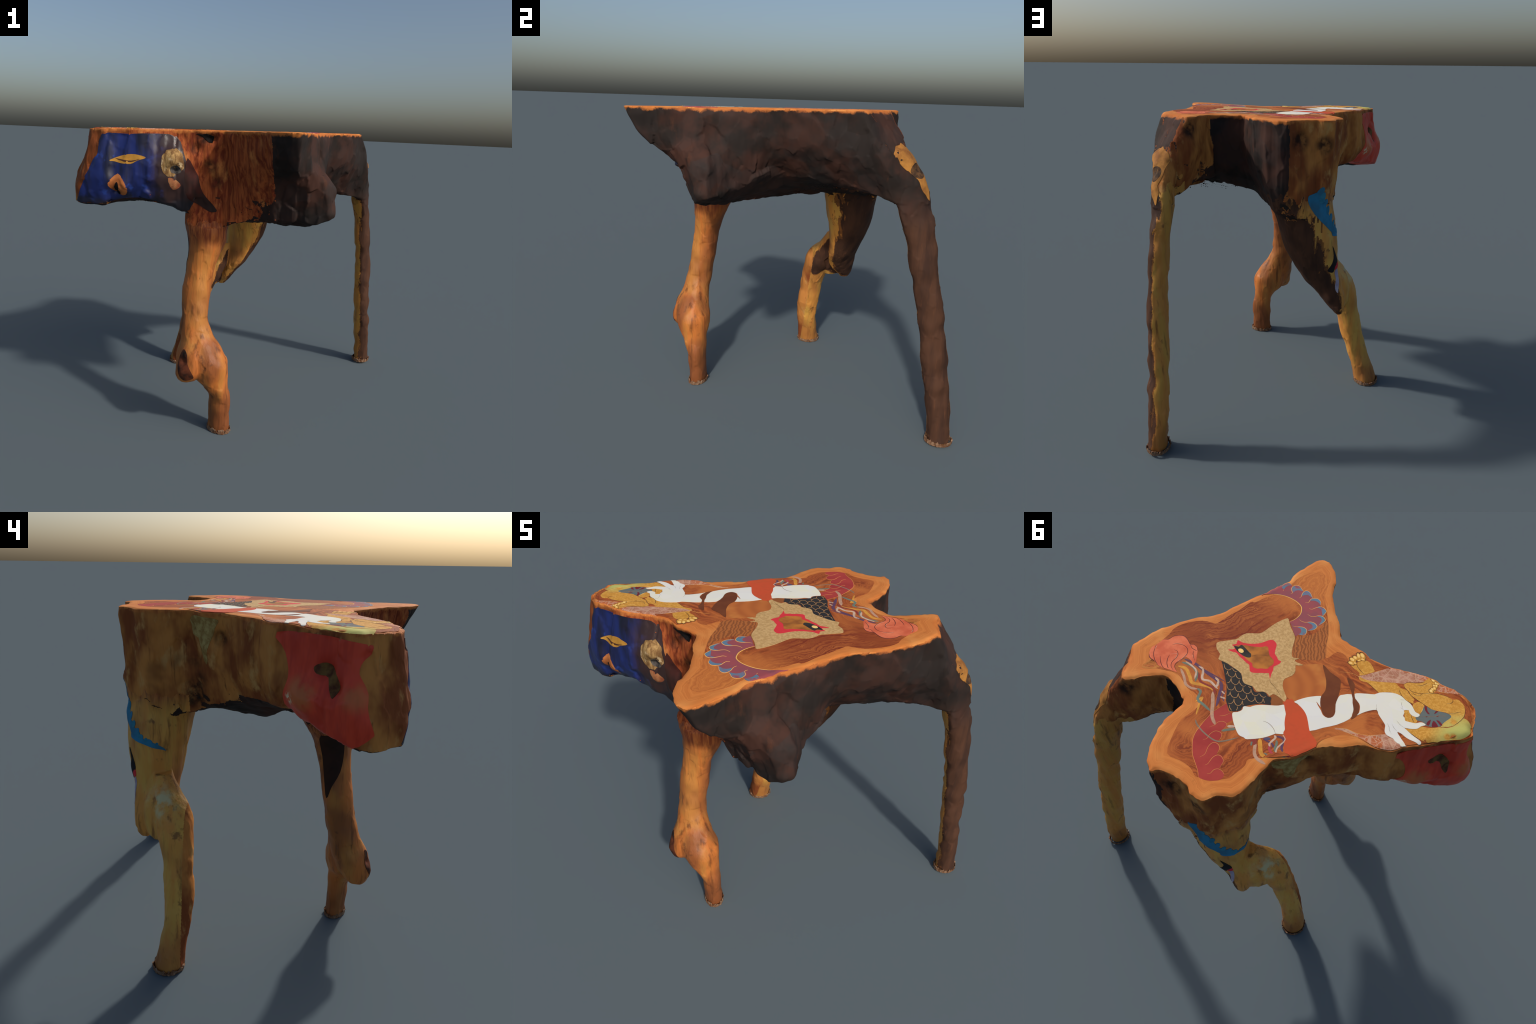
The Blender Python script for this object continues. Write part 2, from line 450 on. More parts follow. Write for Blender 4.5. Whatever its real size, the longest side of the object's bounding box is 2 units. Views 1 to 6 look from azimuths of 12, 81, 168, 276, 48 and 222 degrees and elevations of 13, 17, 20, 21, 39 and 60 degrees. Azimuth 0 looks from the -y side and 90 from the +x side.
def bark():
    """Cleaned root wood of the sides: red-brown and fibrous by the notch, golden brown elsewhere."""
    t = Tree("root_bark")
    x, y, z = t.xyz()
    fib = t.noise(1.0, 5, 0.65, vec=t.map((42, 42, 3.2)))
    big = t.noise(4.5, 4, 0.6, vec=t.map((1, 1, 0.45)))
    mid = t.noise(11, 4, 0.62, vec=t.map((1, 1, 0.5)))
    gold = t.mix(t.span(big, 0.36, 0.58), (0.56, 0.225, 0.055), (0.24, 0.066, 0.020))
    gold = t.mix(t.span(mid, 0.54, 0.72), gold, (0.58, 0.31, 0.10))
    red = t.mix(t.span(fib, 0.36, 0.66), (0.17, 0.030, 0.012), (0.44, 0.115, 0.032))
    red = t.mix(t.span(mid, 0.55, 0.72), red, (0.55, 0.20, 0.055))
    front = t.span(t.math("ADD", y, t.math("MULTIPLY", big, 0.15)), -0.36, -0.26, 1.0, 0.0)
    front = t.math("MULTIPLY", front, t.span(t.math("ADD", x, t.math("MULTIPLY", big, 0.2)), -0.62, -0.42))
    c = t.mix(front, gold, red)
    c = t.mix(t.span(fib, 0.58, 0.78, 0, 0.75), c, (0.10, 0.028, 0.012))
    c = t.mix(t.span(t.noise(3.1, 3, 0.5), 0.60, 0.72, 0, 0.6), c, (0.11, 0.035, 0.015))
    for q, r in (((-0.195, -0.575, 1.86), 0.035), ((-0.11, -0.56, 1.755), 0.045), ((-0.07, -0.56, 1.66), 0.045), ((-0.10, -0.585, 1.42), 0.022), ((-0.15, -0.57, 1.93), 0.05),
                 ((-0.22, 0.27, 1.55), 0.07), ((-0.30, 0.30, 1.72), 0.05), ((-0.375, 0.125, 1.85), 0.036), ((-0.297, 0.285, 1.90), 0.022), ((-0.31, 0.27, 1.62), 0.05), ((-0.25, 0.30, 1.48), 0.05), ((0.0, 0.71, 1.87), 0.055), ((-0.16, 0.69, 1.84), 0.05), ((0.62, 0.50, 1.92), 0.05)):
        c = t.mix(t.math("MULTIPLY", t.near(q, r * 0.5, r * 1.5), t.span(t.noise(24, 4), 0.32, 0.6, 0.25, 0.95)), c, (0.030, 0.014, 0.009))
    return t.done(t.lip(c, fib), fib, 0.55, 0.008)


def dark_side():
    t = Tree("dark_side_wood")
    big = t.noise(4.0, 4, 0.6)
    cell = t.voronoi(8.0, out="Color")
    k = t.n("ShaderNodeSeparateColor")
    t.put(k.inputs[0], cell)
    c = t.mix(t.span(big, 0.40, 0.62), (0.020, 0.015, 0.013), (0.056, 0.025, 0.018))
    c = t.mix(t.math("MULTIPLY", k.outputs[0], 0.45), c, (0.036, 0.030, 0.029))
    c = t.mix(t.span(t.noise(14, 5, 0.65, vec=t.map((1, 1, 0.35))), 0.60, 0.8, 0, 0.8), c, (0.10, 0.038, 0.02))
    # towards the tall leg it fades into the leg's baked-in shade brown
    x, y, z = t.xyz()
    out = t.math("MULTIPLY", t.span(t.math("ADD", z, t.math("MULTIPLY", big, 0.3)), 1.45, 1.75, 1.0, 0.0), t.span(x, 0.64, 0.76))
    fib = t.noise(1.0, 4, 0.6, vec=t.map((14, 14, 2.0)))
    c = t.mix(out, c, t.mix(t.span(fib, 0.36, 0.66), (0.078, 0.036, 0.021), (0.046, 0.023, 0.016)))
    return t.done(t.lip(c, big), t.noise(30, 3), 0.2)


def leg_wood(name, orange, gold, brown, crown_at=1.32, stain=0.48):
    """Peeled root wood, in long streaks of two tones, brown at knots, at the root crown and at the foot."""
    t = Tree(name)
    x, y, z = t.xyz()
    lng = t.noise(1.0, 4, 0.6, vec=t.map((14, 14, 1.6)))
    fib = t.noise(1.0, 3, 0.6, vec=t.map((60, 60, 5)))
    big = t.noise(3.2, 3, 0.55, vec=t.map((1, 1, 0.6)))
    c = t.mix(t.span(lng, 0.38, 0.64), orange, gold)
    c = t.mix(t.span(big, stain, stain + 0.18, 0, 0.85), c, brown)
    c = t.mix(t.span(t.noise(1.0, 4, 0.6, vec=t.map((22, 22, 2.5))), 0.54, 0.70, 0, 0.7), c, tuple(0.45 * q for q in brown))
    c = t.mix(t.span(fib, 0.55, 0.8, 0, 0.5), c, tuple(0.6 * q for q in brown))
    c = t.mix(t.span(t.noise(9, 4, 0.65), 0.62, 0.72, 0, 0.7), c, (0.11, 0.04, 0.018))
    low = t.span(t.math("ADD", z, t.math("MULTIPLY", big, 0.25)), 0.20, 0.5, 0.6, 0.0)
    c = t.mix(low, c, tuple(0.8 * q for q in brown))
    crown = t.span(t.math("ADD", z, t.math("MULTIPLY", lng, 0.3)), crown_at, crown_at + 0.18)
    c = t.mix(crown, c, t.mix(t.span(fib, 0.36, 0.66), (0.20, 0.045, 0.016), (0.44, 0.14, 0.036)))
    # pale grey-green blotches over the knee
    knee_pale = t.math("MULTIPLY", t.near((-0.43, 0.47, 0.95), 0.04, 0.15), t.span(t.noise(11, 4), 0.42, 0.62))
    c = t.mix(t.math("MULTIPLY", knee_pale, 0.75), c, (0.56, 0.56, 0.32))
    t.b.inputs["Roughness"].default_value = 0.5
    t.b.inputs["Specular IOR Level"].default_value = 0.25
    return t.done(c, fib, 0.4, 0.006)


def baked_shade_edge():
    """Mid-brown band softening the painted shade into peeled wood."""
    t = Tree("baked_half_shade")
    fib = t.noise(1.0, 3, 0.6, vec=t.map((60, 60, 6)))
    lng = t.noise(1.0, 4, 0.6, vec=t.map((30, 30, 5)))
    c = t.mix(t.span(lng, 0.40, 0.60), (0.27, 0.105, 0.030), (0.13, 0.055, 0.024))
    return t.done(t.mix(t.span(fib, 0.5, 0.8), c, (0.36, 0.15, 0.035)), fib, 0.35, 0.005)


def baked_shade_strip():
    t = Tree("baked_shade_brown")
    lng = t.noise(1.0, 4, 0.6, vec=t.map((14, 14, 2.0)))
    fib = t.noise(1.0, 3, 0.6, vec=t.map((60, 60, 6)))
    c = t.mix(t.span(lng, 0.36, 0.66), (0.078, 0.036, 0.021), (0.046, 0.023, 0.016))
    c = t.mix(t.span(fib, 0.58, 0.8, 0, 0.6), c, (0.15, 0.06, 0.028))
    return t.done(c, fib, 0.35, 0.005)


# ---------------------------------------------------------------- body: relief
# (centre, radius, height along the surface normal): brow, nose, burls, knots, pits of the root
LUMPS = [
    ((-0.60, -0.72, 1.86), 0.10, -0.012), ((-0.62, -0.70, 1.62), 0.055, 0.030), ((-0.655, -0.70, 1.58), 0.022, -0.028),
    ((-0.71, -0.74, 1.66), 0.05, 0.012), ((-0.52, -0.66, 1.70), 0.07, -0.010), ((-0.88, -0.73, 1.58), 0.06, 0.006), ((-0.78, -0.73, 1.55), 0.03, -0.014),
    ((-0.325, -0.615, 1.79), 0.065, 0.042), ((-0.305, -0.63, 1.735), 0.030, -0.040), ((-0.32, -0.62, 1.64), 0.04, 0.012),
    ((-0.19, -0.57, 1.86), 0.035, -0.022), ((-0.105, -0.56, 1.925), 0.04, -0.035), ((-0.12, -0.56, 1.76), 0.04, -0.022), ((-0.06, -0.56, 1.83), 0.045, -0.018), ((-0.075, -0.56, 1.68), 0.05, -0.026), ((0.03, -0.56, 1.75), 0.05, 0.016),
    ((-0.168, -0.59, 1.71), 0.06, -0.050), ((-0.03, -0.55, 1.70), 0.035, 0.016), ((-0.10, -0.57, 1.60), 0.04, -0.014), ((-0.10, -0.585, 1.42), 0.018, -0.020),
    ((0.395, -0.93, 1.92), 0.03, 0.012), ((0.42, -0.95, 1.89), 0.018, -0.014),
    ((-0.855, -0.40, 1.80), 0.045, -0.030), ((-0.905, -0.435, 1.735), 0.035, -0.030), ((-0.80, -0.30, 1.66), 0.07, 0.016), ((-0.94, -0.50, 1.70), 0.07, 0.012),
    ((-0.90, -0.61, 1.815), 0.04, -0.014), ((-0.95, -0.56, 1.60), 0.06, 0.010),
    ((-0.335, 0.20, 1.90), 0.06, -0.014), ((-0.375, 0.125, 1.85), 0.05, -0.034), ((-0.295, 0.285, 1.895), 0.022, -0.022), ((-0.33, 0.19, 1.78), 0.03, 0.014),
    ((-0.26, 0.27, 1.65), 0.05, 0.016), ((-0.25, 0.22, 1.55), 0.05, 0.014), ((-0.25, 0.33, 1.58), 0.03, -0.014), ((-0.28, 0.53, 1.73), 0.03, 0.014),
    ((-0.16, 0.70, 1.60), 0.035, 0.016), ((-0.02, 0.70, 1.90), 0.03, -0.012), ((0.07, 0.73, 1.88), 0.03, 0.012), ((-0.12, 0.68, 1.88), 0.03, 0.012),
    ((0.815, 0.60, 1.69), 0.032, -0.012), ((0.80, 0.50, 1.81), 0.018, -0.010), ((0.62, 0.52, 1.92), 0.04, -0.016), ((0.60, 0.47, 1.80), 0.05, 0.018),
    ((0.75, 0.40, 1.88), 0.05, -0.016), ((-0.42, 0.37, 0.90), 0.07, 0.012), ((-0.47, 0.36, 0.80), 0.02, -0.010), ((-0.44, 0.42, 0.86), 0.018, -0.008),
    ((-0.20, -0.735, 0.53), 0.030, -0.020), ((-0.17, -0.735, 0.44), 0.03, -0.014), ((0.67, -0.52, 1.665), 0.04, 0.02), ((0.67, -0.56, 1.60), 0.03, -0.012), ((0.67, -0.57, 1.51), 0.03, 0.020),
    ((0.28, -0.62, 1.47), 0.05, 0.01), ((0.58, -0.50, 1.83), 0.07, -0.016), ((0.55, 0.08, 1.72), 0.14, -0.012),
]


def shape_body(me):
    v, _ = mesh_arrays(me)
    nv = len(v)
    nrm = np.empty(nv * 3)
    me.vertex_normals.foreach_get("vector", nrm)
    nrm = nrm.reshape(-1, 3)
    rim, st = ring_distance(v[:, :2])
    tz = top_z(v[:, 0], v[:, 1])
    topness = (nrm[:, 2] > 0.8) & (v[:, 2] > tz - 0.012)
    free = 1 - smoothstep(-0.05, -0.005, v[:, 2] - tz)        # 0 at the planed top, 1 below the edge
    free *= smoothstep(0.0, 0.03, v[:, 2]) * 0.9 + 0.1

    # flat hewn facets on walls and limbs: each small patch is pulled towards the plane of its middle
    from mathutils.kdtree import KDTree
    seeds = RNG.choice(np.nonzero(free > 0.5)[0], 1500, replace=False)
    kd = KDTree(len(seeds))
    for i, s in enumerate(seeds):
        kd.insert(v[s] * (1, 1, 0.7), i)
    kd.balance()
    near = np.array([kd.find(q)[1] for q in v * (1, 1, 0.7)])
    s = seeds[near]
    gap = ((v - v[s]) * nrm[s]).sum(1)
    ok = ((nrm * nrm[s]).sum(1) > 0.5) & (np.abs(gap) < 0.03)
    limb = v[:, 2] < 1.35
    v -= (np.where(ok, gap, 0) * free * np.where(limb, 0.35, 0.62))[:, None] * nrm[s]

    d = noise_at(v, 4.5, 3.1) * 0.010 + noise_at(v, 13, 8.7) * 0.0055 + noise_at(v, (17, 17, 2.2), 6.1) * np.where(limb, 0.006, 0.007)
    front = smoothstep(0.30, 0.36, -v[:, 1]) * (v[:, 2] > 1.38) * (v[:, 0] > -0.32) * (v[:, 0] < 0.36)
    rear = smoothstep(0.50, 0.6, v[:, 1]) * (v[:, 2] > 1.38) * (v[:, 0] < 0.12)
    fibre = noise_at(v, (55, 55, 5), 1.3)
    d += (noise_at(v, (8, 8, 1.3), 4.4) * 0.016 + np.abs(noise_at(v, (15, 15, 2.0), 7.7)) * -0.012) * front
    d += fibre * (0.0045 * front + 0.003 * rear + 0.0012)
    tall = (v[:, 0] > 0.66) & (v[:, 2] < 1.5)
    d += tall * noise_at(v, (9, 9, 11), 5.5) * 0.008
    v += nrm * (d * free)[:, None]
    for c, r, h in LUMPS:
        q = ((v - np.array(c)) ** 2).sum(1) / (r * r)
        v += nrm * (h * np.exp(-q * 1.2) * free)[:, None]

    # the planed top: flat inside, rubbed down along the edge, more so round the end of the big lobe
    soft = 0.010 + 0.02 * smoothstep(-0.55, -0.9, v[:, 0])
    wear = np.exp(-(rim / soft) ** 2) * (0.006 + 0.022 * smoothstep(-0.70, -0.9, v[:, 0]))
    wear *= 0.75 + 0.8 * noise_at(v, 16, 2.2)
    hi = v[:, 2] > tz - 0.008
    v[hi, 2] = tz[hi]
    v[topness | hi, 2] -= wear[topness | hi]
    v[:, 2] = np.maximum(v[:, 2], 0)
    me.vertices.foreach_set("co", v.ravel())
    me.update()
    # one relaxing pass over everything but the top
    bm = bmesh.new()
    bm.from_mesh(me)
    bm.verts.ensure_lookup_table()
    sel = [bm.verts[i] for i in np.nonzero(free > 0.3)[0]]
    bmesh.ops.smooth_vert(bm, verts=sel, factor=0.5, use_axis_x=True, use_axis_y=True, use_axis_z=True)
    bm.to_mesh(me)
    bm.free()
    me.update()
    return rim, st


TABLE = bpy.data.objects.new("stump_table", None)
bpy.context.scene.collection.objects.link(TABLE)
TABLE["label"] = "three-legged live-edge tree root table with a painted top"
TABLE["category"] = "wooden table"


def part(name, me, parent, **props):
    o = bpy.data.objects.new(name, me)
    bpy.context.scene.collection.objects.link(o)
    o.parent = parent
    for k, x in props.items():
        o[k] = x
    return o


def add_float(me, name, values):
    a = me.attributes.new(name, "FLOAT", "POINT")
    a.data.foreach_set("value", np.asarray(values, np.float32))


BODY = build_body()
RIM, STATION = shape_body(BODY)
TREE = None


def make_tree():
    bm = bmesh.new()
    bm.from_mesh(BODY)
    t = BVHTree.FromBMesh(bm)
    bm.free()
    return t


TREE = make_tree()


def split_body():
    v, loops = mesh_arrays(BODY)
    nf = len(BODY.polygons)
    tot = np.empty(nf, np.int32)
    start = np.empty(nf, np.int32)
    BODY.polygons.foreach_get("loop_total", tot)
    BODY.polygons.foreach_get("loop_start", start)
    fn = np.empty(nf * 3)
    BODY.polygons.foreach_get("normal", fn)
    fn = fn.reshape(-1, 3)
    fc = np.empty(nf * 3)
    BODY.polygons.foreach_get("center", fc)
    fc = fc.reshape(-1, 3)
    vn = np.empty(len(v) * 3)
    BODY.vertex_normals.foreach_get("vector", vn)
    vn = vn.reshape(-1, 3)
    st = STATION[loops[start]]
    n1, n2, n3 = noise_at(fc, 22, 4.0), noise_at(fc, (30, 30, 7), 9.0), noise_at(fc, (9, 9, 5), 2.0)
    x, y, z = fc.T
    below = top_z(x, y) - z
    region = np.zeros(nf, int)                                   # 0 bark wall
    s = st + n2 * 0.4
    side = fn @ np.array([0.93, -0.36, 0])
    dark_faces = ((s > 62.6) | (s < 2.2) | ((s > 45.6) & (s < 55.4))) & (z > 1.2)
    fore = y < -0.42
    dark_faces = np.where(fore, (x > 0.335 + 0.03 * n3) & (z > 1.2), dark_faces)
    dark_faces |= (x > 0.62) & (y > 0.2) & (side > 0.22 + 0.12 * n3) & (z > 1.32 + 0.1 * n1)
    dark_faces |= (fn[:, 2] < -0.42) & (z > 1.36) & (z < np.where(x > 0.33, 1.74, 1.57))
    dark_faces |= (RIM[loops[start]] > 0.13) & (z > 1.36) & (below > 0.2) & (fn[:, 2] < 0.1) & (x < 0.62) & ((x > 0.15) | (fn[:, 2] < -0.2))
    a = (z < 1.40 + 0.05 * n1) & (y < -0.2) & (x < 0.2)
    b = ((z < 1.62 + 0.1 * n1) & (x > 0.66) & (y > 0.5))
    c = (z < 1.53 + 0.05 * n1) & (y > 0.33) & (x < 0.25) & ((fn[:, 2] > -0.38) | (z < 1.38))
    region[a], region[b], region[c] = 2, 3, 4
    region[dark_faces & ~a & ~c] = 1
    region[b & ~dark_faces & (side > 0.10 + 0.22 * n3) & (z > 0.03)] = 8
    region[b & ~dark_faces & (side > 0.22 + 0.22 * n3) & (z > 0.03)] = 5  # faces turned to +x get a dark colour for the scan's shaded side
    region[c & (fn @ np.array([0.88, 0.45, 0]) > 0.40 + 0.10 * n3 - 0.25 * smoothstep(1.15, 0.85, z)) & (z > 0.69) & (x > -0.345)] = 9
    region[c & (fn @ np.array([0.88, 0.45, 0]) > 0.52 + 0.10 * n3 - 0.25 * smoothstep(1.15, 0.85, z)) & (z > 0.70) & (x > -0.34)] = 6
    lip = 0.007 + 0.003 * n1
    region[(below < lip) & (below > -0.02)] = 7
    names = {7: ("tabletop", sapwood()), 0: ("bark_wall", bark()), 1: ("dark_wall", dark_side()), 2: ("leg", leg_wood("front_root_wood", (0.54, 0.165, 0.034), (0.50, 0.205, 0.046), (0.22, 0.07, 0.024), 1.32, 0.42)),  # front leg browned further, its colour carries the shadow on the shaft
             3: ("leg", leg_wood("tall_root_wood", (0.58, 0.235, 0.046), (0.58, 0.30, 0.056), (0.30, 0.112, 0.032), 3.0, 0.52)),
             4: ("leg", leg_wood("rear_root_wood", (0.66, 0.28, 0.055), (0.66, 0.36, 0.072), (0.36, 0.135, 0.038), 1.55)), 5: ("baked_shade_strip", baked_shade_strip()), 6: ("baked_shade_strip", None), 8: ("baked_shade_edge", baked_shade_edge()), 9: ("baked_shade_edge", None)}
    out = {}
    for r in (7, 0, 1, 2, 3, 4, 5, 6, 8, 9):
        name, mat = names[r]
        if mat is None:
            mat = bpy.data.materials["baked_shade_brown" if name == "baked_shade_strip" else "baked_half_shade"]
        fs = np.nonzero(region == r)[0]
        lt = tot[fs]
        li = np.concatenate([np.arange(a0, a0 + n) for a0, n in zip(start[fs], lt)])
        used, idx = np.unique(loops[li], return_inverse=True)
        me = bpy.data.meshes.new(name)
        me.vertices.add(len(used))
        me.vertices.foreach_set("co", v[used].ravel())
        me.loops.add(len(li))
        me.loops.foreach_set("vertex_index", idx.astype(np.int32).ravel())
        me.polygons.add(len(fs))
        me.polygons.foreach_set("loop_start", np.concatenate([[0], np.cumsum(lt)[:-1]]).astype(np.int32))
        me.polygons.foreach_set("use_smooth", np.ones(len(fs), bool))
        me.update(calc_edges=True)
        me.materials.append(mat)
        if r == 7:
            add_float(me, "ring_distance", RIM[used])
        me.normals_split_custom_set_from_vertices([tuple(q) for q in vn[used]])
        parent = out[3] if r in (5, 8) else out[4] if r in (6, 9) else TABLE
        out[r] = part(name, me, parent)
    return {"top": out[7], "bark": out[0], "dark_side": out[1], "front_leg": out[2], "tall_leg": out[3], "rear_leg": out[4]}


PARTS = split_body()


# ---------------------------------------------------------------- paint: thin layers that lie on the wood
def fill(outline, grid):
    """Triangulate an outline with a regular scatter of points inside it."""
    ring = np.asarray(outline, float)
    lo, hi = ring.min(0), ring.max(0)
    pts = [tuple(p) for p in ring]
    n = len(pts)
    if grid:
        gx, gy = np.meshgrid(np.arange(lo[0], hi[0], grid), np.arange(lo[1], hi[1], grid * 0.87))
        gx[1::2] += grid / 2
        g = np.column_stack([gx.ravel(), gy.ravel()])
        g = g[inside(g, ring)]
        if len(g):
            d, _ = ring_distance(g, ring)
            g = g[d > grid * 0.45]
            pts += [tuple(p) for p in g]
    co, _, faces, *_ = delaunay_2d_cdt([Vector(p) for p in pts], [], [list(range(n))], 1, 1e-5)
    return np.array([tuple(c) for c in co]), [tuple(f) for f in faces]


def shell(p, normals, faces, lift, depth=0.003):
    """Closed thin layer: the sheet lifted off the surface, a floor under it and an edge round it."""
    n = len(p)
    top, floor = p + normals * np.reshape(lift, (-1, 1)), p - normals * depth
    v = np.vstack([top, floor, top])
    count = {}
    for f in faces:
        for i in range(len(f)):
            e = (f[i], f[(i + 1) % len(f)])
            count[tuple(sorted(e))] = None if tuple(sorted(e)) in count else e
    fs = list(faces)
    for e in count.values():
        if e:
            fs.append((e[1] + 2 * n, e[0] + 2 * n, e[0] + n, e[1] + n))
    return v, fs


def layer(name, p, normals, faces, mat, lift, parent, attrs=None, **props):
    v, fs = shell(p, normals, faces, lift)
    me = bpy.data.meshes.new(name)
    me.from_pydata([tuple(q) for q in v], [], fs)
    me.materials.append(mat)
    for k, a in (attrs or {}).items():
        add_float(me, k, np.concatenate([a, a, a]))
    for q in me.polygons[:len(faces)]:
        q.use_smooth = True
    bm = bmesh.new()
    bm.from_mesh(me)
    bmesh.ops.delete(bm, geom=[q for q in bm.verts if not q.link_faces], context="VERTS")
    bm.to_mesh(me)
    bm.free()
    return part(name, me, parent, **props)


def keep_on_top(p, margin=0.006):
    """Pull points that hang over the live edge back on to the slab."""
    p = np.array(p, float)
    d, st = ring_distance(p)
    bad = ~inside(p, EDGE) | (d < margin)
    for i in np.nonzero(bad)[0]:
        k = int(st[i] * PER) % len(EDGE)
        a, b = EDGE[k - 1], EDGE[(k + 2) % len(EDGE)]
        nrm = np.array([(b - a)[1], -(b - a)[0]])
        nrm /= np.linalg.norm(nrm) + 1e-9
        q = EDGE[k] + nrm * margin
        if not inside(q[None], EDGE)[0]:
            q = EDGE[k] - nrm * margin
        p[i] = q
    return p


def drop(p):
    """Lay plan points on the top of the table."""
    out, nn = [], []
    for x, y in p:
        h = TREE.ray_cast(Vector((x, y, 2.5)), Vector((0, 0, -1)))
        if h[0] is None or h[0].z < 1.9:
            out.append((x, y, top_z(x, y)))
        else:
            out.append(tuple(h[0]))
        nn.append((0, 0, 1))
    return np.array(out), np.array(nn, float)


def top_paint(name, outline, mat, lift, round_=3, grid=0.012, rings=False, parent=None, **props):
    ring = catmull_closed(outline, round_) if round_ > 1 else np.asarray(outline, float)
    ring = keep_on_top(ring)
    ring = np.array([q for i, q in enumerate(ring) if np.hypot(*(q - ring[i - 1])) > 8e-4])
    p2, faces = fill(ring, grid)
    p3, nn = drop(p2)
    # wind every triangle upwards
    up = []
    for f in faces:
        a, b, c = (p2[i] for i in f[:3])
        up.append(f if (b[0] - a[0]) * (c[1] - a[1]) - (b[1] - a[1]) * (c[0] - a[0]) > 0 else f[::-1])
    attrs = {"ring_distance": ring_distance(p2)[0]} if rings else None
    return layer(name, p3, nn, up, mat, lift + 0.0028 * np.exp(-(ring_distance(p2)[0] / 0.03) ** 2), parent or PARTS["top"], attrs, **props)


def ribbon(path, width, per=5, ends=0.25):
    """Brush stroke: a strip along a path that thins out at both ends."""
    c = catmull_open(path, per)
    t = np.gradient(c, axis=0)
    t /= np.linalg.norm(t, axis=1)[:, None] + 1e-9
    nrm = np.column_stack([-t[:, 1], t[:, 0]])
    s = np.linspace(0, 1, len(c))
    w = width * 0.5 * (0.25 + 0.75 * np.minimum(1, np.minimum(s, 1 - s) / ends + 0.0) ** 0.6)
    return c, nrm, w


def strokes(name, items, mat, lift, parent, ends=0.25, clip=None):
    v, f, nn = [], [], []
    for it in items:
        c, nrm, w = ribbon(it["path"], it["width"], ends=ends)
        k0 = len(v)
        rows = [keep_on_top(c + nrm * (w * o)[:, None], 0.003) for o in (-1, -0.5, 0.5, 1)]
        z = [drop(r)[0] for r in rows]
        for i in range(len(c)):
            for j, h in enumerate((0.0, lift, lift, 0.0)):
                q = z[j][i]
                v.append((q[0], q[1], q[2] + h - (0.001 if h == 0 else 0)))
        for i in range(len(c) - 1):
            for j in range(3):
                a = k0 + i * 4 + j
                f.append((a, a + 4, a + 5, a + 1))
    me = bpy.data.meshes.new(name)
    me.from_pydata(v, [], f)
    bm = bmesh.new()
    bm.from_mesh(me)
    for q in bm.faces:
        if q.normal.z < 0:
            q.normal_flip()
    bm.to_mesh(me)
    bm.free()
    me.materials.append(mat)
    return part(name, me, parent, kind="stuff")


class Frame:
    """A drawing plane for paint on the sides: seen along `look`, u to the right, z up."""

    def __init__(self, look):
        self.d = Vector(look).normalized()
        self.u = self.d.cross(Vector((0, 0, 1))).normalized()
        self.w = self.u.cross(self.d)

    def uv(self, p):
        q = Vector(p)
        return (q.dot(self.u), q.dot(self.w))

    def cast(self, uv):
        o = self.u * uv[0] + self.w * uv[1] - self.d * 3
        return TREE.ray_cast(o, self.d)


def side_paint(name, frame, points, mat, lift, parent, round_=3, grid=0.008, ragged=0.0, **props):
    """Paint on a side: its outline is given by points on the wood, filled and laid on in the frame's direction."""
    ring = catmull_closed([frame.uv(p) for p in points], round_)
    if ragged:
        ring = catmull_closed(ring + RNG.normal(0, ragged, ring.shape), 2)
    ring = np.array([q for i, q in enumerate(ring) if np.hypot(*(q - ring[i - 1])) > 8e-4])
    p2, faces = fill(ring, grid)
    p3, nn, good = [], [], []
    for q in p2:
        h = frame.cast(q)
        good.append(h[0] is not None)
        p3.append(tuple(h[0]) if h[0] is not None else (0, 0, 0))
        nn.append(tuple(h[1]) if h[0] is not None else (0, 0, 1))
    p3, nn = np.array(p3), np.array(nn)
    fs = []
    for f in faces:
        if all(good[i] for i in f):
            a, b, c = (p3[i] for i in f[:3])
            if max(np.linalg.norm(a - b), np.linalg.norm(b - c), np.linalg.norm(c - a)) > 0.09:
                continue
            n = np.cross(b - a, c - a)
            fs.append(f if n @ nn[f[0]] > 0 else f[::-1])
    # even out the normals so that the layer lies smoothly
    acc = nn.copy()
    for f in fs:
        m = nn[list(f)].sum(0)
        for i in f:
            acc[i] += m
    nn = acc / (np.linalg.norm(acc, axis=1)[:, None] + 1e-9)
    return layer(name, p3, nn, fs, mat, lift + 0.0012, parent, **props)

